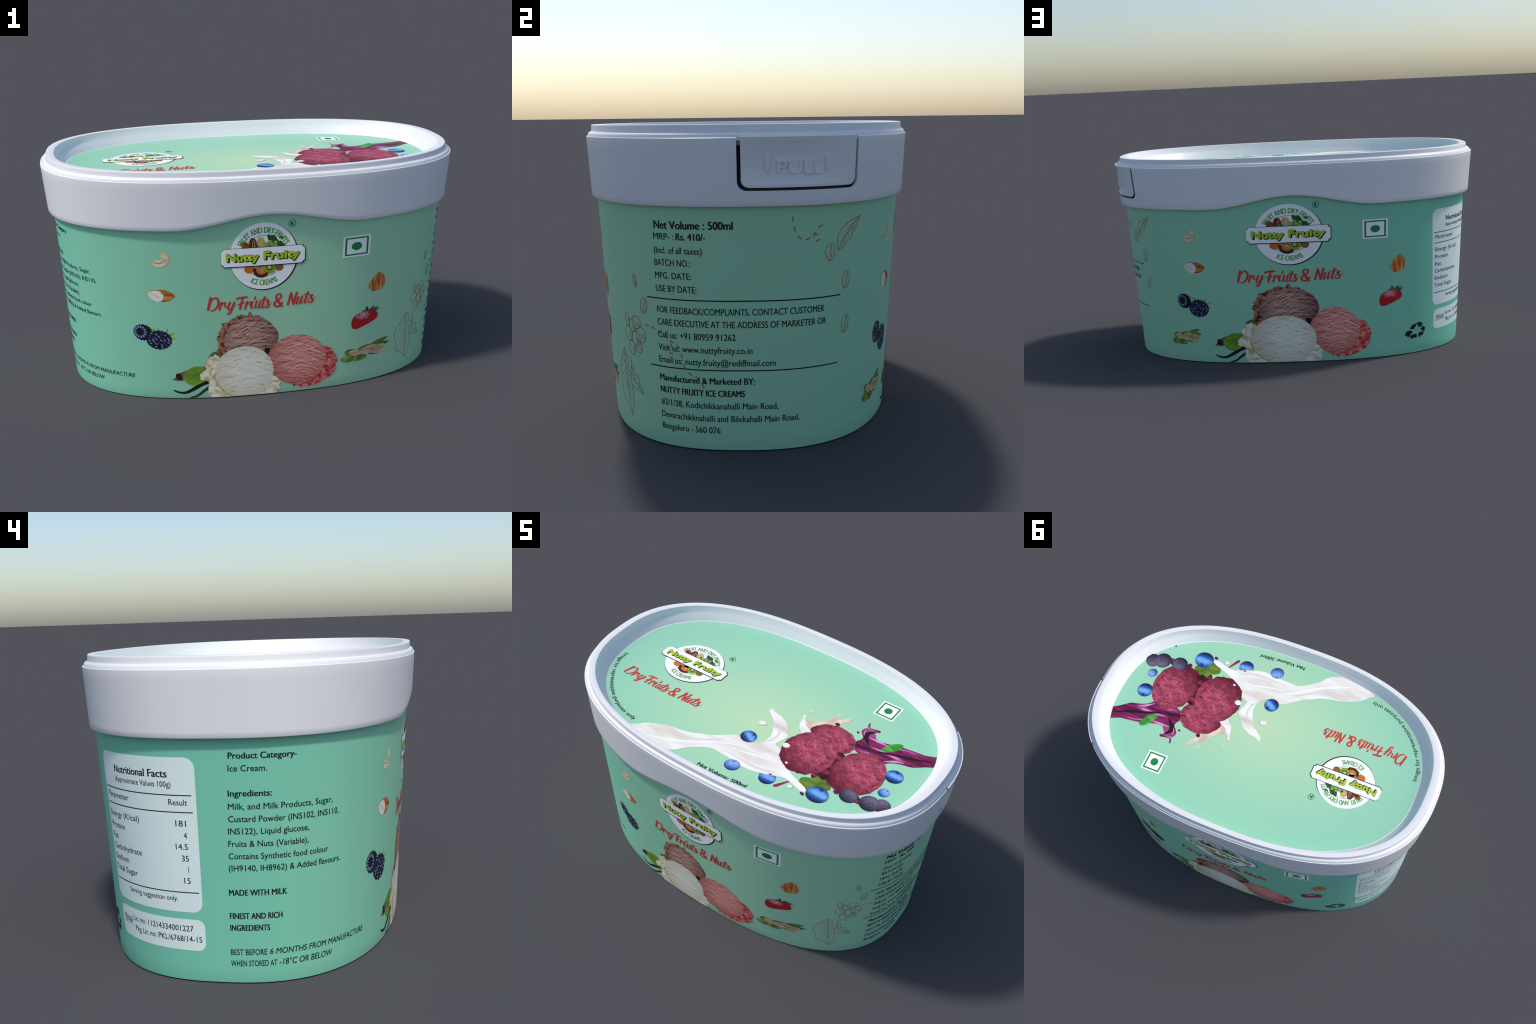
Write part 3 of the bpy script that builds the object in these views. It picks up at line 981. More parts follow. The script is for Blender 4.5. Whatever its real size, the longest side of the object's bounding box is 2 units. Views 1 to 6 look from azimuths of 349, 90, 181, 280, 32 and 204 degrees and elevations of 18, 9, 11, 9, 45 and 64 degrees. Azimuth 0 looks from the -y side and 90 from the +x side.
def blackberries(p, b1, r1, b2, r2, tip):
    navy, blue, shine = ink("berry_navy", 20, 22, 38), ink("berry_blue", 44, 52, 88), ink("berry_shine", 140, 152, 184)
    # calyx spikes
    for q in ((-0.9, 1.5), (-0.1, 1.25), (0.75, 1.25), (1.25, 0.75), (1.35, 0.15)):
        bx, by = b2[0] + r2[0] * 0.45, b2[1] + r2[1] * 0.45
        tx, ty = b2[0] + r2[0] * q[0], b2[1] + r2[1] * q[1]
        V, F = stroke([(bx, by), ((bx + tx) / 2, (by + ty) / 2 - 0.004), (tx, ty)], [0.012, 0.010, 0.001])
        p.shape(V, F, ink("berry_calyx", 132, 160, 40, 0.15, 60), 0)
    rng = random.Random(3)
    for (c, r, hollow, o) in ((b1, r1, True, 1), (b2, r2, False, 4)):
        p.poly(ellipse(c[0], c[1], r[0] * 0.93, r[1] * 0.93, 40), navy, o)
        k = 17 if hollow else 20
        for i in range(k):
            a = math.tau * i / k
            p.poly(ellipse(c[0] + r[0] * 0.86 * math.cos(a), c[1] + r[1] * 0.86 * math.sin(a), r[0] * 0.16, r[1] * 0.16, 12), navy, o + 0.2)
        if hollow:
            hc = (c[0] - r[0] * 0.28, c[1] + r[1] * 0.05)
            for i in range(13):
                a = math.tau * i / 13
                p.poly(ellipse(hc[0] + r[0] * 0.58 * math.cos(a), hc[1] + r[1] * 0.66 * math.sin(a), r[0] * 0.20, r[1] * 0.15, 12, a), blue, o + 0.5)
                p.poly(ellipse(hc[0] + r[0] * 0.54 * math.cos(a), hc[1] + r[1] * 0.62 * math.sin(a), r[0] * 0.14, r[1] * 0.08, 10, a), shine, o + 1)
            p.poly(ellipse(hc[0], hc[1], r[0] * 0.40, r[1] * 0.48, 24), ink("berry_hollow", 20, 22, 42), o + 1.5)
        else:
            for row in range(-3, 4):
                v = row / 3.4
                m = max(2, int(6 * math.sqrt(1 - v * v)))
                for i in range(m):
                    u = ((i + 0.5) / m * 2 - 1) * math.sqrt(1 - v * v) * 0.95 + rng.uniform(-0.05, 0.05)
                    vv = v * 0.9 + rng.uniform(-0.06, 0.06) - 0.12 * u
                    x, y = c[0] + r[0] * u, c[1] + r[1] * vv
                    p.poly(ellipse(x, y, r[0] * 0.15, r[1] * 0.12, 12, -0.5), blue, o + 0.5)
                    p.poly(ellipse(x - 0.0008, y + 0.001, r[0] * 0.09, r[1] * 0.055, 10, -0.5), shine if rng.random() < 0.7 else blue, o + 1)

def pistachios(p, box):
    T = framed(*box)
    shell = streaked("pistachio_shell", [srgb(160, 120, 76), srgb(206, 178, 138), srgb(226, 206, 174)], 22, (0.6, 1.6), 0.3)
    kernel = streaked("pistachio_kernel", [srgb(62, 88, 26), srgb(112, 142, 48), srgb(160, 180, 80)], 40, (0.8, 1.6), 0.3)
    brown = ink("pistachio_rim", 108, 60, 36)
    leaf = streaked("pistachio_leaf", [srgb(58, 96, 34), srgb(88, 130, 46), srgb(120, 156, 70)], 26, (0.5, 2.0), 0.4)
    p.poly(T(closed([(0.56, 0.70), (0.70, 0.92), (0.95, 1.0), (0.90, 0.86), (0.78, 0.72), (0.66, 0.66)])), leaf, 0)
    p.poly(T(closed([(0.66, 0.66), (0.84, 0.78), (1.0, 0.70), (0.92, 0.60), (0.82, 0.54)])), leaf, 1)
    for cx, cy, rx, ry, rot, side in ((0.24, 0.47, 0.15, 0.24, 0.35, 1), (0.54, 0.60, 0.21, 0.20, 0.0, 0), (0.66, 0.42, 0.18, 0.24, 0.3, 1)):
        o = 2 + 2 * cx
        p.poly(T(ellipse(cx, cy, rx, ry, 30, rot)), brown, o)
        p.poly(T(ellipse(cx - 0.06, cy - 0.01, rx * 0.62, ry * 0.72, 24, rot)), kernel, o + 0.4)
        p.poly(T(ellipse(cx + 0.045, cy - 0.01, rx * 0.78, ry * 0.86, 28, rot)), shell, o + 0.8)
    p.poly(T(ellipse(0.46, 0.42, 0.15, 0.15, 26, 0.1)), shell, 4)
    p.poly(T(ellipse(0.78, 0.44, 0.13, 0.26, 26, -0.15)), shell, 5)
    p.poly(T(ellipse(0.13, 0.18, 0.12, 0.17, 26, 0.3)), kernel, 4)
    p.poly(T(ellipse(0.37, 0.17, 0.15, 0.17, 26, -0.1)), kernel, 5)

def small(fn, name, cx, cy, *args):
    q = body_print(name, cx, cy)
    fn(q, *args)
    q.build()

small(cashew, "cashew_picture", -0.484, 0.697, (-0.5245, -0.4425, 0.659, 0.7355))
small(cashew, "cashew_picture", 1.926, 0.697, (1.889, 1.9625, 0.660, 0.7365))
small(half_almond, "almond_picture", -0.49, 0.524, (-0.5515, -0.4285, 0.493, 0.5535))
small(half_almond, "almond_picture", 1.94, 0.524, (1.8805, 1.9995, 0.493, 0.554))
small(whole_almond, "almond_picture", 0.518, 0.513, (0.472, 0.565, 0.466, 0.5595))
small(whole_almond, "almond_picture", 3.012, 0.508, (2.970, 3.055, 0.461, 0.556))
small(strawberry, "strawberry_picture", 0.468, 0.34, (0.394, 0.5515, 0.286, 0.3955))
small(strawberry, "strawberry_picture", 2.984, 0.336, (2.912, 3.052, 0.282, 0.391))
small(blackberries, "blackberry_picture", -0.54, 0.315, (-0.589, 0.339), (0.045, 0.041), (-0.516, 0.304), (0.060, 0.048), None)
small(blackberries, "blackberry_picture", 1.91, 0.315, (1.861, 0.339), (0.041, 0.041), (1.944, 0.301), (0.057, 0.048), None)
small(pistachios, "pistachio_picture", 0.484, 0.163, (0.347, 0.620, 0.115, 0.2115))
small(pistachios, "pistachio_picture", 1.85, 0.138, (1.755, 1.943, 0.092, 0.186))

# --- recycling mark: three bent arrows, each a bar and an arrow head, on a sheet 320 x 255 units
def recycling(p, cx, cy):
    k, v = 4.06e-4, 3.41e-4
    for pts in ([(140, 745), (188, 682), (240, 680), (245, 705), (207, 765)],
                [(225, 668), (305, 657), (340, 686), (352, 678), (330, 735), (266, 742), (284, 730), (258, 690)],
                [(310, 768), (358, 730), (390, 770), (380, 816), (344, 816)],
                [(378, 825), (345, 886), (316, 886), (303, 910), (275, 862), (300, 815), (305, 832)],
                [(148, 890), (165, 855), (250, 840), (262, 900), (170, 912)],
                [(70, 832), (96, 796), (70, 790), (160, 775), (203, 818), (180, 812), (130, 888)]):
        p.poly([(cx + k * (x - 230), cy - v * (y - 785)) for x, y in pts], BLACK, 1)
p = body_print("recycling_mark", 3.125, 0.122)
recycling(p, 3.125, 0.124)
p.build()

# --- copper line drawings: beans, leaves, berry sprig, dashed trails
def line(p, pts, w=0.0022, layer=1, per=6):
    V, F = stroke(pts, w, per)
    p.shape(V, F, COPPER, layer)

def ring_line(p, cx, cy, rx, ry, rot=0.0, w=0.0022):
    pts = ellipse(cx, cy, rx, ry, 26, rot)
    line(p, pts + [pts[0]], w, 1, 2)

def coffee_bean(cx, cy, rx, ry, rot):
    q = body_print("coffee_bean_drawing", cx, cy)
    ring_line(q, cx, cy, rx, ry, rot, [0.0018 + 0.0012 * (math.sin(math.tau * i / 26) < 0) for i in range(27)])
    c, s = math.cos(rot), math.sin(rot)
    R = lambda u, v: (cx + rx * u * c - ry * v * s, cy + rx * u * s + ry * v * c)
    line(q, [R(-0.05, 0.92), R(0.25, 0.45), R(0.05, 0.05), R(0.15, -0.45), R(-0.1, -0.95)], [0.0015, 0.004, 0.002, 0.0035, 0.0025])
    rng = random.Random(int(cx * 1000))
    for _ in range(7):
        u, v = rng.uniform(-0.7, 0.7), rng.uniform(-0.6, 0.6)
        line(q, [R(u, v), R(u + 0.06, v + 0.06)], 0.0012)
    q.build()

for args in ((1.5445, 0.673, 0.0185, 0.029, 0.05), (1.618, 0.572, 0.0165, 0.031, -0.12), (1.6215, 0.417, 0.0165, 0.032, -0.15),
             (0.845, 0.571, 0.011, 0.022, 0.2), (0.884, 0.488, 0.017, 0.028, -0.25)):
    coffee_bean(*args)

def leaf_drawing(spine, left, right, S, z, veins=7):
    q = body_print("leaf_drawing", S, z)
    line(q, catmull(left, 4), 0.0025)
    line(q, catmull(right, 4), 0.0022)
    line(q, catmull(spine, 4), 0.0022)
    sp, lf, rt = (np.array(catmull(x, 12)) for x in (spine, left, right))
    at = lambda a, t: tuple(a[min(len(a) - 1, int(t * (len(a) - 1)))])
    for i in range(veins):
        t = 0.1 + 0.75 * i / veins
        for side in (lf, rt):
            a, b = at(sp, t), at(side, min(1, t + 0.14))
            b = (a[0] + (b[0] - a[0]) * 0.86, a[1] + (b[1] - a[1]) * 0.86)
            line(q, [a, ((a[0] + b[0]) / 2, (a[1] + b[1]) / 2 - 0.004), b], [0.0016, 0.0012, 0.0006])
    q.build()

leaf_drawing([(0.724, 0.308), (0.728, 0.235), (0.734, 0.160), (0.750, 0.062)],
             [(0.724, 0.308), (0.690, 0.268), (0.658, 0.225), (0.656, 0.190), (0.668, 0.160), (0.676, 0.118), (0.712, 0.096), (0.750, 0.060)],
             [(0.724, 0.308), (0.742, 0.290), (0.752, 0.262), (0.748, 0.236), (0.764, 0.205), (0.766, 0.170), (0.774, 0.140), (0.770, 0.112), (0.750, 0.060)], 0.71, 0.185)
leaf_drawing([(0.775, 0.255), (0.785, 0.215), (0.812, 0.190), (0.846, 0.163)],
             [(0.774, 0.287), (0.776, 0.262), (0.768, 0.235), (0.764, 0.198), (0.776, 0.174), (0.806, 0.172), (0.846, 0.163)],
             [(0.774, 0.270), (0.790, 0.258), (0.796, 0.226), (0.820, 0.226), (0.824, 0.196), (0.838, 0.186), (0.846, 0.163)], 0.80, 0.22, 5)
leaf_drawing([(1.679, 0.785), (1.640, 0.755), (1.606, 0.718), (1.577, 0.676)],
             [(1.679, 0.785), (1.642, 0.776), (1.600, 0.756), (1.576, 0.728), (1.574, 0.704), (1.571, 0.690), (1.577, 0.676)],
             [(1.679, 0.785), (1.660, 0.752), (1.646, 0.736), (1.634, 0.712), (1.612, 0.698), (1.600, 0.684), (1.577, 0.676)], 1.62, 0.73, 6)

q = body_print("berry_sprig_drawing", 0.81, 0.37)
for cx, cy, rx, ry, rot in ((0.773, 0.424, 0.014, 0.024, 0.2), (0.833, 0.420, 0.026, 0.023, 0.1), (0.806, 0.404, 0.020, 0.024, 0.0), (0.776, 0.372, 0.024, 0.026, 0.1),
                            (0.856, 0.379, 0.027, 0.029, 0.1), (0.826, 0.362, 0.026, 0.028, 0.1), (0.796, 0.323, 0.020, 0.026, 0.2), (0.842, 0.330, 0.018, 0.018, 0.3)):
    ring_line(q, cx, cy, rx, ry, rot, 0.0026)
    ring_line(q, cx + rx * 0.42, cy - ry * 0.15, rx * 0.24, ry * 0.26, 0, 0.0016)
q.build()

def dashes(S, z, parts):
    q = body_print("dashed_trail", S, z)
    for a, b in parts:
        line(q, [a, b], 0.0048, 1, 2)
    q.build()

dashes(1.45, 0.75, [((1.408, 0.796), (1.4095, 0.784)), ((1.4135, 0.764), (1.4175, 0.749)), ((1.427, 0.733), (1.438, 0.723)), ((1.454, 0.7195), (1.466, 0.7255)),
                    ((1.485, 0.744), (1.4805, 0.730)), ((1.486, 0.737), (1.495, 0.735)), ((1.497, 0.7585), (1.510, 0.765)), ((1.489, 0.7125), (1.501, 0.718))])
dashes(1.0, 0.32, [((0.886, 0.418), (0.900, 0.4185)), ((0.917, 0.416), (0.931, 0.412)), ((0.950, 0.403), (0.960, 0.398)), ((0.975, 0.390), (0.983, 0.383)),
                   ((0.993, 0.376), (1.005, 0.372)), ((1.020, 0.364), (1.027, 0.355)), ((0.996, 0.366), (0.999, 0.354)), ((0.978, 0.360), (0.982, 0.350)), ((0.987, 0.334), (1.000, 0.333)), ((1.033, 0.334), (1.036, 0.322)),
                   ((1.040, 0.297), (1.045, 0.287)), ((1.057, 0.270), (1.068, 0.263)), ((1.083, 0.258), (1.092, 0.250)), ((1.104, 0.233), (1.110, 0.221)), ((1.116, 0.207), (1.121, 0.2035))])

# ---------------------------------------------------------------- printed text blocks
def block(name, S, z, rows):
    q = body_print(name, S, z)
    for row in rows:
        string, x0, x1, y, cap = row[:5]
        bold = row[5] if len(row) > 5 and row[5] else 0.010
        shear = row[6] if len(row) > 6 else 0.0
        q.text(string, x0, x1, y, cap, BLACK, 2, bold, shear)
    return q

B = 0.036
C = 0.0235
q = block("product_text", 1.2, 0.45, [
    ("Net Volume : 500ml", 0.955, 1.222, 0.7585, 0.0285, 0.040),
    ("MRP- :", 0.951, 1.028, 0.722, C), ("Rs. 410/-", 1.035, 1.134, 0.722, 0.0245, B),
    ("(Incl. of all taxes)", 0.950, 1.121, 0.676, C), ("BATCH NO.:", 0.949, 1.080, 0.6345, C), ("MFG. DATE:", 0.948, 1.082, 0.5905, C), ("USE BY DATE:", 0.948, 1.098, 0.546, C),
    ("FOR FEEDBACK/COMPLAINTS, CONTACT CUSTOMER", 0.947, 1.527, 0.473, C), ("CARE EXECUTIVE AT THE ADDRESS OF MARKETER OR", 0.946, 1.535, 0.430, C),
    ("Call us: +91 80959 91262", 0.944, 1.223, 0.3865, C), ("Visit us: www.nuttyfruity.co.in", 0.943, 1.278, 0.3415, C), ("Email us: nutty.fruity@rediffmail.com", 0.942, 1.356, 0.2985, C),
    ("Manufactured & Marketed BY:", 0.941, 1.286, 0.2345, C, B), ("NUTTY FRUITY ICE CREAMS", 0.940, 1.251, 0.191, C, B),
    ("#2/1/38, Kodichikkanahalli Main Road,", 0.939, 1.365, 0.147, C), ("Devarachikknahalli and Bilekahalli Main Road,", 0.939, 1.441, 0.102, C), ("Bengaluru - 560 076", 0.939, 1.163, 0.060, C)])
for x0, x1, y in ((0.906, 1.594, 0.5215), (0.902, 1.592, 0.283)):
    q.poly([(x0, y - 0.002), (x1, y - 0.002), (x1, y + 0.002), (x0, y + 0.002)], BLACK, 2)
q.build()

D = 0.0215
q = block("ingredient_text", -1.0, 0.45, [
    ("Product Category-", -1.178, -0.963, 0.7675, D, B), ("Ice Cream.", -1.180, -1.058, 0.726, D), ("Ingredients:", -1.183, -1.044, 0.644, D, B),
    ("Milk, and Milk Products, Sugar,", -1.184, -0.830, 0.6005, D), ("Custard Powder (INS102, INS110,", -1.185, -0.803, 0.559, D), ("INS122), Liquid glucose,", -1.187, -0.921, 0.518, D),
    ("Fruits & Nuts (Variable),", -1.188, -0.923, 0.476, D), ("Contains Synthetic food colour", -1.189, -0.847, 0.434, D), ("(IH9140, IH8962) & Added flavours.", -1.190, -0.793, 0.393, D),
    ("MADE WITH MILK", -1.193, -0.999, 0.309, D, B), ("FINEST AND RICH", -1.194, -1.016, 0.228, D, B), ("INGREDIENTS", -1.194, -1.059, 0.1865, D, B),
    ("BEST BEFORE", -1.196, -1.071, 0.1005, D), ("6 MONTHS FROM MANUFACTURE", -1.062, -0.649, 0.1015, D, 0.0, 0.12),
    ("WHEN STORED AT", -1.197, -1.037, 0.0605, D), ("-18\u00b0C OR BELOW", -1.030, -0.824, 0.0610, D * 1.05, 0.0, 0.14)])
q.build()

def rounded(x0, x1, y0, y1, r):
    out = []
    for cx, cy, a0 in ((x1 - r, y1 - r, 0), (x0 + r, y1 - r, 90), (x0 + r, y0 + r, 180), (x1 - r, y0 + r, 270)):
        out += [(cx + r * math.cos(math.radians(a0 + 90 * k / 8)), cy + r * math.sin(math.radians(a0 + 90 * k / 8))) for k in range(9)]
    return out

def lean(pts, k=0.045, y0=0.76, x0=3.65):
    """left edges of the panels creep in towards the foot"""
    return [(x + k * (y0 - y) * (x0 - x) / 0.43, y) for x, y in pts]

q = block("nutrition_text", 3.43, 0.5, [
    ("Nutritional Facts", 3.313, 3.561, 0.704, 0.027, 0.040), ("(Approximate Values 100g)", 3.311, 3.572, 0.672, 0.020),
    ("Parameter", 3.240, 3.388, 0.611, 0.0215), ("Result", 3.559, 3.625, 0.612, 0.0215),
    ("Energy (K/cal)", 3.241, 3.432, 0.543, D), ("Protein", 3.242, 3.346, 0.502, D), ("Fat", 3.243, 3.290, 0.4625, D), ("Carbohydrate", 3.244, 3.430, 0.4245, D), ("Sodium", 3.244, 3.351, 0.3855, D), ("Total Sugar", 3.243, 3.397, 0.3465, D),
    ("181", 3.579, 3.616, 0.541, D), ("4", 3.605, 3.6165, 0.5005, D), ("14.5", 3.574, 3.617, 0.462, D), ("35", 3.593, 3.618, 0.422, D), ("1", 3.6135, 3.6158, 0.3835, D), ("15", 3.596, 3.619, 0.345, D),
    ("Serving suggestion only.", 3.341, 3.568, 0.2825, 0.019)])
q.poly(lean(rounded(3.212, 3.655, 0.2445, 0.7715, 0.036)), PANEL, 0)
for x0, x1, y in ((3.226, 3.640, 0.6455), (3.230, 3.642, 0.5885), (3.243, 3.646, 0.314)):
    q.poly([(x0, y - 0.0017), (x1, y - 0.0017), (x1, y + 0.0017), (x0, y + 0.0017)], BLACK, 2)
q.build()
q = block("licence_text", 3.45, 0.165, [("Lic no: 11214334001227", 3.343, 3.617, 0.1765, 0.0215), ("Pkg Lic no: PKL/6768/14-15", 3.350, 3.646, 0.1395, 0.0215), ("fssai", 3.266, 3.330, 0.163, 0.026, 0.0, 0.15)])
q.poly(rounded(3.247, 3.659, 0.109, 0.2195, 0.028), PANEL, 0)
for x0, x1, y in ((3.258, 3.334, 0.1565), (3.268, 3.334, 0.183)):
    q.poly([(x0, y - 0.0006), (x1, y - 0.0006), (x1, y + 0.0006), (x0, y + 0.0006)], BLACK, 2)
q.build()

# text that follows the label's left edge, and the volume line
edge_path = np.array(catmull([(-0.858, -0.082), (-0.844, -0.172), (-0.794, -0.262), (-0.722, -0.349), (-0.622, -0.419), (-0.545, -0.448), (-0.474, -0.460)], 30))
edge_len = np.concatenate([[0], np.cumsum(np.hypot(*np.diff(edge_path, axis=0).T))])
def along_edge(s, h):
    x, y = (float(np.interp(s, edge_len, edge_path[:, i])) for i in (0, 1))
    x2, y2 = (float(np.interp(s + 0.004, edge_len, edge_path[:, i])) for i in (0, 1))
    x1, y1 = (float(np.interp(s - 0.004, edge_len, edge_path[:, i])) for i in (0, 1))
    dx, dy = x2 - x1, y2 - y1
    l = math.hypot(dx, dy) or 1
    return x - dy / l * h, y + dx / l * h
q = lid_print("disclaimer_text", -0.7, -0.3)
q.text("Image for representative purposes only", 0.0, float(edge_len[-1]), 0.0, 0.0235, BLACK, 6, 0.0, 0.0, along_edge)
q.build()
q = lid_print("volume_text", 0.1, -0.508)
q.text("Net Volume: 500ml", -0.036, 0.233, -0.5195, 0.0225, BLACK, 6, 0.03, 0.1, lambda x, y: (x, y + 0.24 * (x - 0.06) ** 2 + 0.03 * (x - 0.1)))
q.build()

# ---------------------------------------------------------------- lid picture
q = lid_print("milk_splash_picture", 0.0, -0.35)
n = Nodes("print_milk", PRINT_ROUGH, PRINT_SPEC)
f = n.noise(n.mapped((1.0, 3.8, 1), -0.36), 4.0, 1, 0.3, 0.7)
milk = n.done(n.ramp(f, [(0.22, srgb(216, 205, 188)), (0.40, srgb(236, 230, 219)), (0.55, srgb(246, 243, 237)), (0.72, srgb(252, 251, 249))]))
cream = streaked("cream", [srgb(190, 156, 128), srgb(232, 212, 190), srgb(246, 236, 224)], 9, (1, 1), 0.4)
# cream splash behind the scoops
q.poly(closed([(0.25, -0.01), (0.20, 0.01), (0.176, 0.072), (0.188, 0.076), (0.215, 0.045), (0.262, 0.078), (0.255, 0.110), (0.270, 0.086), (0.300, 0.128), (0.312, 0.180), (0.322, 0.182), (0.326, 0.138), (0.375, 0.186), (0.388, 0.180), (0.360, 0.120), (0.36, 0.06)], 5), cream, 1)
# main pour: a ribbon from the front edge to the scoops, breaking into a crown
q.poly(closed([(-0.462, -0.500), (-0.440, -0.470), (-0.400, -0.432), (-0.345, -0.403), (-0.290, -0.386), (-0.240, -0.378), (-0.190, -0.364), (-0.150, -0.342), (-0.100, -0.316), (-0.050, -0.278), (-0.010, -0.250), (0.030, -0.242), (0.060, -0.258),
               (0.100, -0.236), (0.128, -0.190), (0.126, -0.140), (0.100, -0.085), (0.088, -0.062), (0.062, -0.040), (0.040, -0.022), (0.022, -0.006), (0.018, 0.012), (0.030, 0.016), (0.040, 0.000), (0.066, -0.010), (0.100, -0.012), (0.138, -0.030), (0.176, -0.070), (0.198, -0.112),
               (0.190, -0.150), (0.182, -0.186), (0.212, -0.200), (0.250, -0.222), (0.276, -0.250), (0.312, -0.262), (0.322, -0.290), (0.360, -0.312), (0.410, -0.330), (0.452, -0.346), (0.470, -0.362), (0.450, -0.374), (0.400, -0.362), (0.350, -0.350),
               (0.310, -0.362), (0.250, -0.385), (0.180, -0.404), (0.100, -0.402), (0.060, -0.396), (0.000, -0.394), (-0.050, -0.394), (-0.100, -0.424), (-0.150, -0.466), (-0.200, -0.520), (-0.330, -0.556)], 5), milk, 3)
horn = 0.0
for pts, w in (([(0.255, -0.030), (0.215, 0.000), (0.196, 0.036), (0.180, 0.070)], [0.050, 0.034, 0.020, 0.012]), ([(0.150, -0.100), (0.118, -0.062), (0.088, -0.046), (0.074, -0.046)], [0.050, 0.030, 0.014, 0.006]),
               ([(0.120, -0.060), (0.090, -0.020), (0.052, -0.006), (0.026, 0.010)], [0.050, 0.030, 0.014, 0.012])):
    V, F = stroke(pts, w)
    horn += 0.035
    q.shape(V, F, milk, 3.0 + horn)
fold = ink("milk_fold", 226, 219, 208)
glint = ink("milk_glint", 252, 251, 250)
for pts, w, m in (([(-0.400, -0.455), (-0.300, -0.425), (-0.200, -0.405), (-0.110, -0.362), (-0.030, -0.300)], [0.004, 0.010, 0.008, 0.010, 0.003], fold),
                  ([(-0.340, -0.500), (-0.240, -0.462), (-0.150, -0.415), (-0.060, -0.350), (0.040, -0.300)], [0.006, 0.016, 0.012, 0.012, 0.004], glint),
                  ([(0.020, -0.330), (0.100, -0.320), (0.180, -0.300), (0.250, -0.290)], [0.003, 0.010, 0.010, 0.003], glint),
                  ([(0.000, -0.365), (0.100, -0.370), (0.200, -0.372), (0.300, -0.340)], [0.003, 0.010, 0.012, 0.004], fold),
                  ([(0.110, -0.230), (0.150, -0.170), (0.150, -0.110), (0.110, -0.050)], [0.003, 0.009, 0.008, 0.003], fold),
                  ([(0.140, -0.200), (0.172, -0.140), (0.168, -0.090)], [0.003, 0.010, 0.003], glint)):
    V, F = stroke(pts, w)
    q.shape(V, F, m, 5)
q.build()

q = lid_print("fruit_sauce_picture", 0.68, 0.11)
n = Nodes("print_sauce", PRINT_ROUGH, PRINT_SPEC)
f = n.noise(n.mapped((1.0, 4.2, 1), 0.36), 6.0, 1, 0.3, 0.9)
sauce = n.done(n.ramp(f, [(0.30, srgb(52, 14, 34)), (0.45, srgb(112, 24, 74)), (0.58, srgb(150, 44, 104)), (0.68, srgb(220, 150, 194))]))
q.poly(closed([(0.90, 0.150), (0.840, 0.108), (0.786, 0.066), (0.730, 0.050), (0.690, 0.030), (0.655, -0.004), (0.600, -0.02), (0.500, 0.010), (0.478, 0.050), (0.492, 0.085), (0.494, 0.107), (0.474, 0.128), (0.463, 0.150), (0.470, 0.172), (0.476, 0.180), (0.467, 0.210), (0.475, 0.214), (0.484, 0.190),
               (0.510, 0.190), (0.536, 0.196), (0.546, 0.186), (0.528, 0.172), (0.536, 0.158), (0.552, 0.136), (0.575, 0.132), (0.622, 0.140), (0.691, 0.160), (0.760, 0.170), (0.80, 0.176), (0.845, 0.196), (0.88, 0.21)], 5), sauce, 1)
for pts, w, m in (([(0.520, 0.170), (0.500, 0.140), (0.515, 0.105), (0.545, 0.075)], [0.010, 0.024, 0.018, 0.006], ink("sauce_deep", 40, 14, 26)),
                  ([(0.600, 0.060), (0.680, 0.090), (0.760, 0.115), (0.840, 0.150)], [0.008, 0.016, 0.016, 0.006], ink("sauce_deep", 40, 14, 26)),
                  ([(0.660, 0.020), (0.700, 0.050), (0.740, 0.066)], [0.004, 0.014, 0.004], ink("sauce_glint", 212, 150, 192)),
                  ([(0.560, 0.118), (0.640, 0.128), (0.720, 0.152)], [0.003, 0.007, 0.003], ink("sauce_glint", 212, 150, 192)),
                  ([(0.480, 0.160), (0.484, 0.135), (0.502, 0.110)], [0.003, 0.005, 0.003], ink("sauce_glint", 212, 150, 192))):
    V, F = stroke(pts, w)
    q.shape(V, F, m, 2)
drop = ink("sauce_drop", 92, 26, 66)
for x, y, rx, ry in ((0.456, 0.122, 0.007, 0.006), (0.346, 0.111, 0.013, 0.011), (0.463, -0.386, 0.012, 0.008), (0.582, -0.285, 0.014, 0.011), (0.722, -0.377, 0.013, 0.006)):
    q.poly(ellipse(x, y, rx, ry, 20, -0.4), drop, 9)
V, F = stroke([(0.382, -0.340), (0.365, -0.366), (0.345, -0.402), (0.336, -0.416)], [0.006, 0.009, 0.016, 0.018])
q.shape(V, F, ink("sauce_stem", 146, 34, 92), 1)
q.build()

def leaf_print(name, outline, vein, S, cols, layer=3):
    q = lid_print(name, *S)
    q.poly(closed(outline), streaked("mint", cols, 14, (0.8, 2.2), 0.9), layer)
    for v in vein:
        V, F = stroke(v, [0.0026, 0.002, 0.001])
        q.shape(V, F, ink("leaf_vein", 30, 92, 40), layer + 0.15)
    q.build()

leaf_print("mint_leaf_picture", [(0.606, 0.082), (0.636, 0.086), (0.668, 0.112), (0.684, 0.148), (0.680, 0.172), (0.660, 0.172), (0.634, 0.152), (0.618, 0.118)],
           [[(0.612, 0.090), (0.645, 0.130), (0.674, 0.166)], [(0.640, 0.124), (0.660, 0.124), (0.668, 0.128)], [(0.650, 0.138), (0.648, 0.152), (0.648, 0.158)]], (0.65, 0.13), [srgb(34, 120, 42), srgb(60, 158, 58), srgb(120, 196, 92)])
leaf_print("grape_leaf_picture", [(0.552, -0.290), (0.540, -0.268), (0.520, -0.266), (0.506, -0.246), (0.488, -0.256), (0.460, -0.250), (0.448, -0.272), (0.404, -0.300), (0.420, -0.345), (0.470, -0.356), (0.520, -0.330)],
           [[(0.50, -0.33), (0.49, -0.30), (0.49, -0.27)]], (0.48, -0.30), [srgb(62, 92, 28), srgb(92, 124, 40), srgb(128, 150, 60)], 2.7)

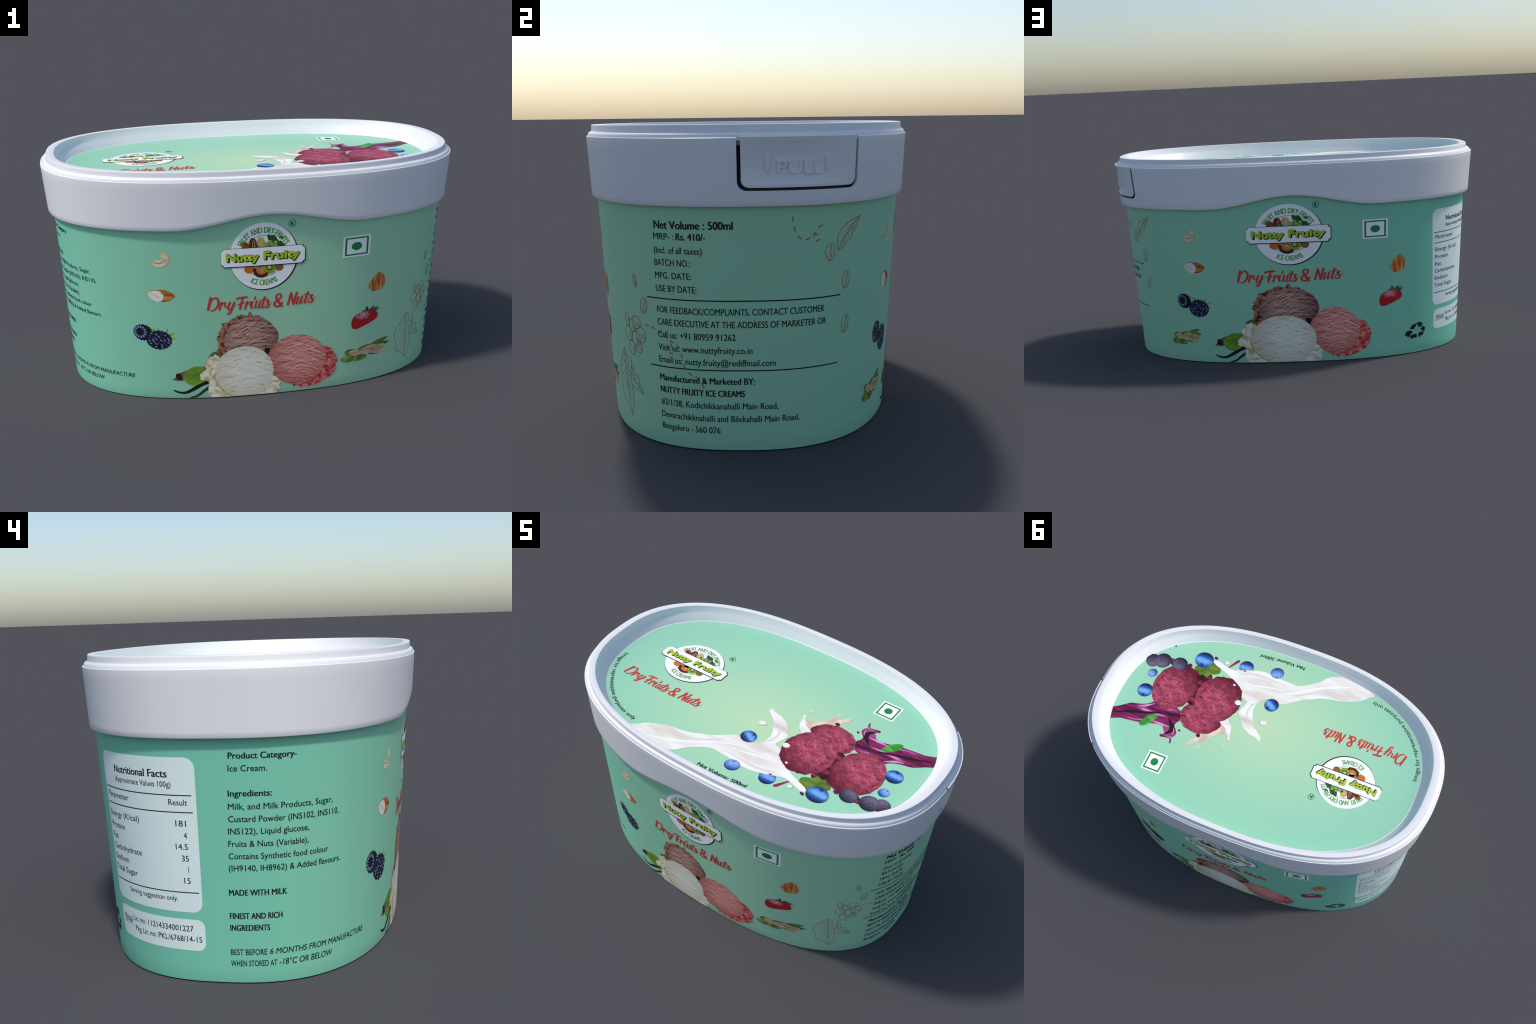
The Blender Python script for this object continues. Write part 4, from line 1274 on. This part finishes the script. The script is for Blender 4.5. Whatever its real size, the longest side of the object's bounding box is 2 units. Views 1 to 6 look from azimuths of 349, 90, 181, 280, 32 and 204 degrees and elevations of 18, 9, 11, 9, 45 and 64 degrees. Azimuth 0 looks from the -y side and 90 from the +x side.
def lid_scoop(cx, cy, rx, ry, rot, seed, layer):
    q = lid_print("berry_scoop_picture", cx, cy)
    m = ice_cream("berry_sorbet", srgb(222, 116, 138), srgb(176, 62, 88), srgb(92, 24, 44), (rx * 0.20, ry * 0.24), max(rx, ry) * 1.16, (38, 50), 0.0, 0.3, 0.75, (srgb(62, 18, 32), 34), (0.28, 0.11, 0.15, 1))
    q.poly(ragged(cx, cy, rx, ry, 0.04, 4.0, seed, 200), m, layer)
    for pts, w in (([(cx - rx * 0.8, cy - ry * 0.2), (cx - rx * 0.2, cy - ry * 0.45), (cx + rx * 0.5, cy - ry * 0.5)], [0.001, 0.005, 0.001]),):
        V, F = stroke(pts, w)
        q.shape(V, F, ink("sorbet_crease", 128, 40, 62, 0.2, 50), layer + 0.5)
    q.build()

lid_scoop(0.380, 0.005, 0.122, 0.098, 0, 2.0, 2)
q = lid_print("scoop_gap_picture", 0.52, -0.19)
q.poly(closed([(0.45, -0.06), (0.52, -0.08), (0.62, -0.20), (0.70, -0.262), (0.715, -0.288), (0.62, -0.286), (0.53, -0.268), (0.43, -0.26)]), streaked("scoop_foot", [srgb(44, 10, 24), srgb(96, 22, 44), srgb(160, 44, 74)], 20, (1, 1.6), -0.7, 0.5, 0.36, 0.66), 2.4)
q.build()
lid_scoop(0.340, -0.142, 0.132, 0.150, 0, 5.0, 3.2)
lid_scoop(0.603, -0.122, 0.124, 0.150, 0, 9.0, 3.4)

# milk drops in front
q = lid_print("milk_drop_picture", 0.2, -0.2)
for x, y, rx, ry, a in ((0.046, -0.102, 0.022, 0.016, 0.3), (0.227, -0.164, 0.020, 0.017, 0.2), (0.394, -0.382, 0.014, 0.011, 0.2), (0.295, -0.262, 0.008, 0.006, 0), (0.192, 0.110, 0.006, 0.005, 0)):
    q.poly(ellipse(x, y, rx, ry, 24, a), ink("milk_shade", 206, 196, 188), 6)
    q.poly(ellipse(x - 0.002, y + 0.002, rx * 0.86, ry * 0.84, 24, a), ink("milk_drop", 244, 242, 240), 6.6)
q.build()
q = lid_print("cone_tip_picture", 0.208, -0.38)
q.poly([(0.240, -0.40), (0.222, -0.352), (0.188, -0.372)], ink("cone_brown", 150, 98, 74), 2)
q.build()

# blueberries share one disc; bright ones are blue, the loose ones slate
def disc(name, mat, extra):
    V = [(0, 0, 0)] + [(math.cos(math.tau * i / 40), math.sin(math.tau * i / 40), 0) for i in range(40)]
    F = [(0, 1 + i, 1 + (i + 1) % 40) for i in range(40)]
    mats = [mat]
    idx = [0] * 40
    for (pts, m, lift) in extra:
        o = len(V)
        V += [(x, y, lift) for x, y in pts]
        F.append(tuple(range(o, o + len(pts))))
        mats.append(m)
        idx.append(len(mats) - 1)
    me = mesh_from(name, V, F, mats)
    me.polygons.foreach_set("material_index", idx)
    return me

def berry_skin(name, stops, streak):
    n = Nodes("print_" + name, PRINT_ROUGH, PRINT_SPEC)
    sep = n.new("SeparateXYZ")
    n.link(n.coords(), sep.inputs[0])
    w = n.math("ADD", sep.outputs["Y"], n.math("MULTIPLY", n.math("SUBTRACT", n.noise(n.mapped((1, 2.0, 1)), 2.4, 3), 0.5), streak))
    f = n.math("ADD", n.math("MULTIPLY", w, 0.5), 0.5)
    rim = n.ramp(n.radius((0.1, 0.1), (0.92, 0.92)), [(0.45, (1, 1, 1, 1)), (1.0, (0.38, 0.40, 0.52, 1))])
    return n.done(n.mix(1.0, n.ramp(f, stops), rim, "MULTIPLY"))

blue_skin = berry_skin("blueberry", [(0.05, srgb(22, 32, 84)), (0.30, srgb(40, 84, 164)), (0.55, srgb(126, 184, 240)), (0.75, srgb(88, 148, 222)), (0.95, srgb(40, 66, 140))], 0.6)
pale_skin = berry_skin("pale_blueberry", [(0.1, srgb(48, 84, 166)), (0.45, srgb(112, 152, 220)), (0.8, srgb(150, 184, 236))], 0.6)
slate_skin = berry_skin("slate_berry", [(0.1, srgb(50, 44, 64)), (0.5, srgb(88, 80, 104)), (0.8, srgb(112, 106, 126))], 0.9)
star = [(0.04 + (0.24 if i % 2 else 0.17) * math.cos(math.tau * i / 10), 0.66 + (0.13 if i % 2 else 0.09) * math.sin(math.tau * i / 10)) for i in range(10)]
blue_disc = disc("blueberry_picture", blue_skin, [(star, ink("berry_crown", 26, 38, 92), 0.008)])
pale_disc = disc("pale_blueberry_picture", pale_skin, [(star, ink("berry_crown_soft", 58, 92, 170), 0.008)])
slate_disc = disc("slate_berry_picture", slate_skin, [(ellipse(0.25, -0.1, 0.26, 0.26, 16), ink("slate_ring", 54, 46, 66), 0.008), (ellipse(0.25, -0.1, 0.16, 0.16, 16), ink("slate_heart", 96, 88, 110), 0.014)])
for me, x, y, rx, ry, rot, lay in (
        (blue_disc, 0.749, -0.040, 0.0440, 0.0430, 0.1, 8), (pale_disc, 0.761, -0.158, 0.0270, 0.0285, -0.4, 4), (blue_disc, 0.522, -0.350, 0.0545, 0.0500, 0.0, 9),
        (blue_disc, 0.278, -0.396, 0.0415, 0.0410, 0.1, 2.5), (pale_disc, 0.098, -0.425, 0.0385, 0.0360, 0.3, 8), (blue_disc, 0.046, -0.220, 0.0410, 0.0400, -0.5, 8),
        (slate_disc, 0.796, -0.236, 0.0400, 0.0430, 0.5, 7), (slate_disc, 0.741, -0.256, 0.0480, 0.0480, 0.0, 8), (slate_disc, 0.640, -0.272, 0.0450, 0.0415, -0.3, 8)):
    ob = bpy.data.objects.new(me.name, me)
    coll.objects.link(ob)
    ob.parent = label
    ob.location = on_lid(x, y, 0.0005 + 0.00016 * lay)
    ob.rotation_euler = (0, 0, rot)
    ob.scale = (rx, ry, 0.012)
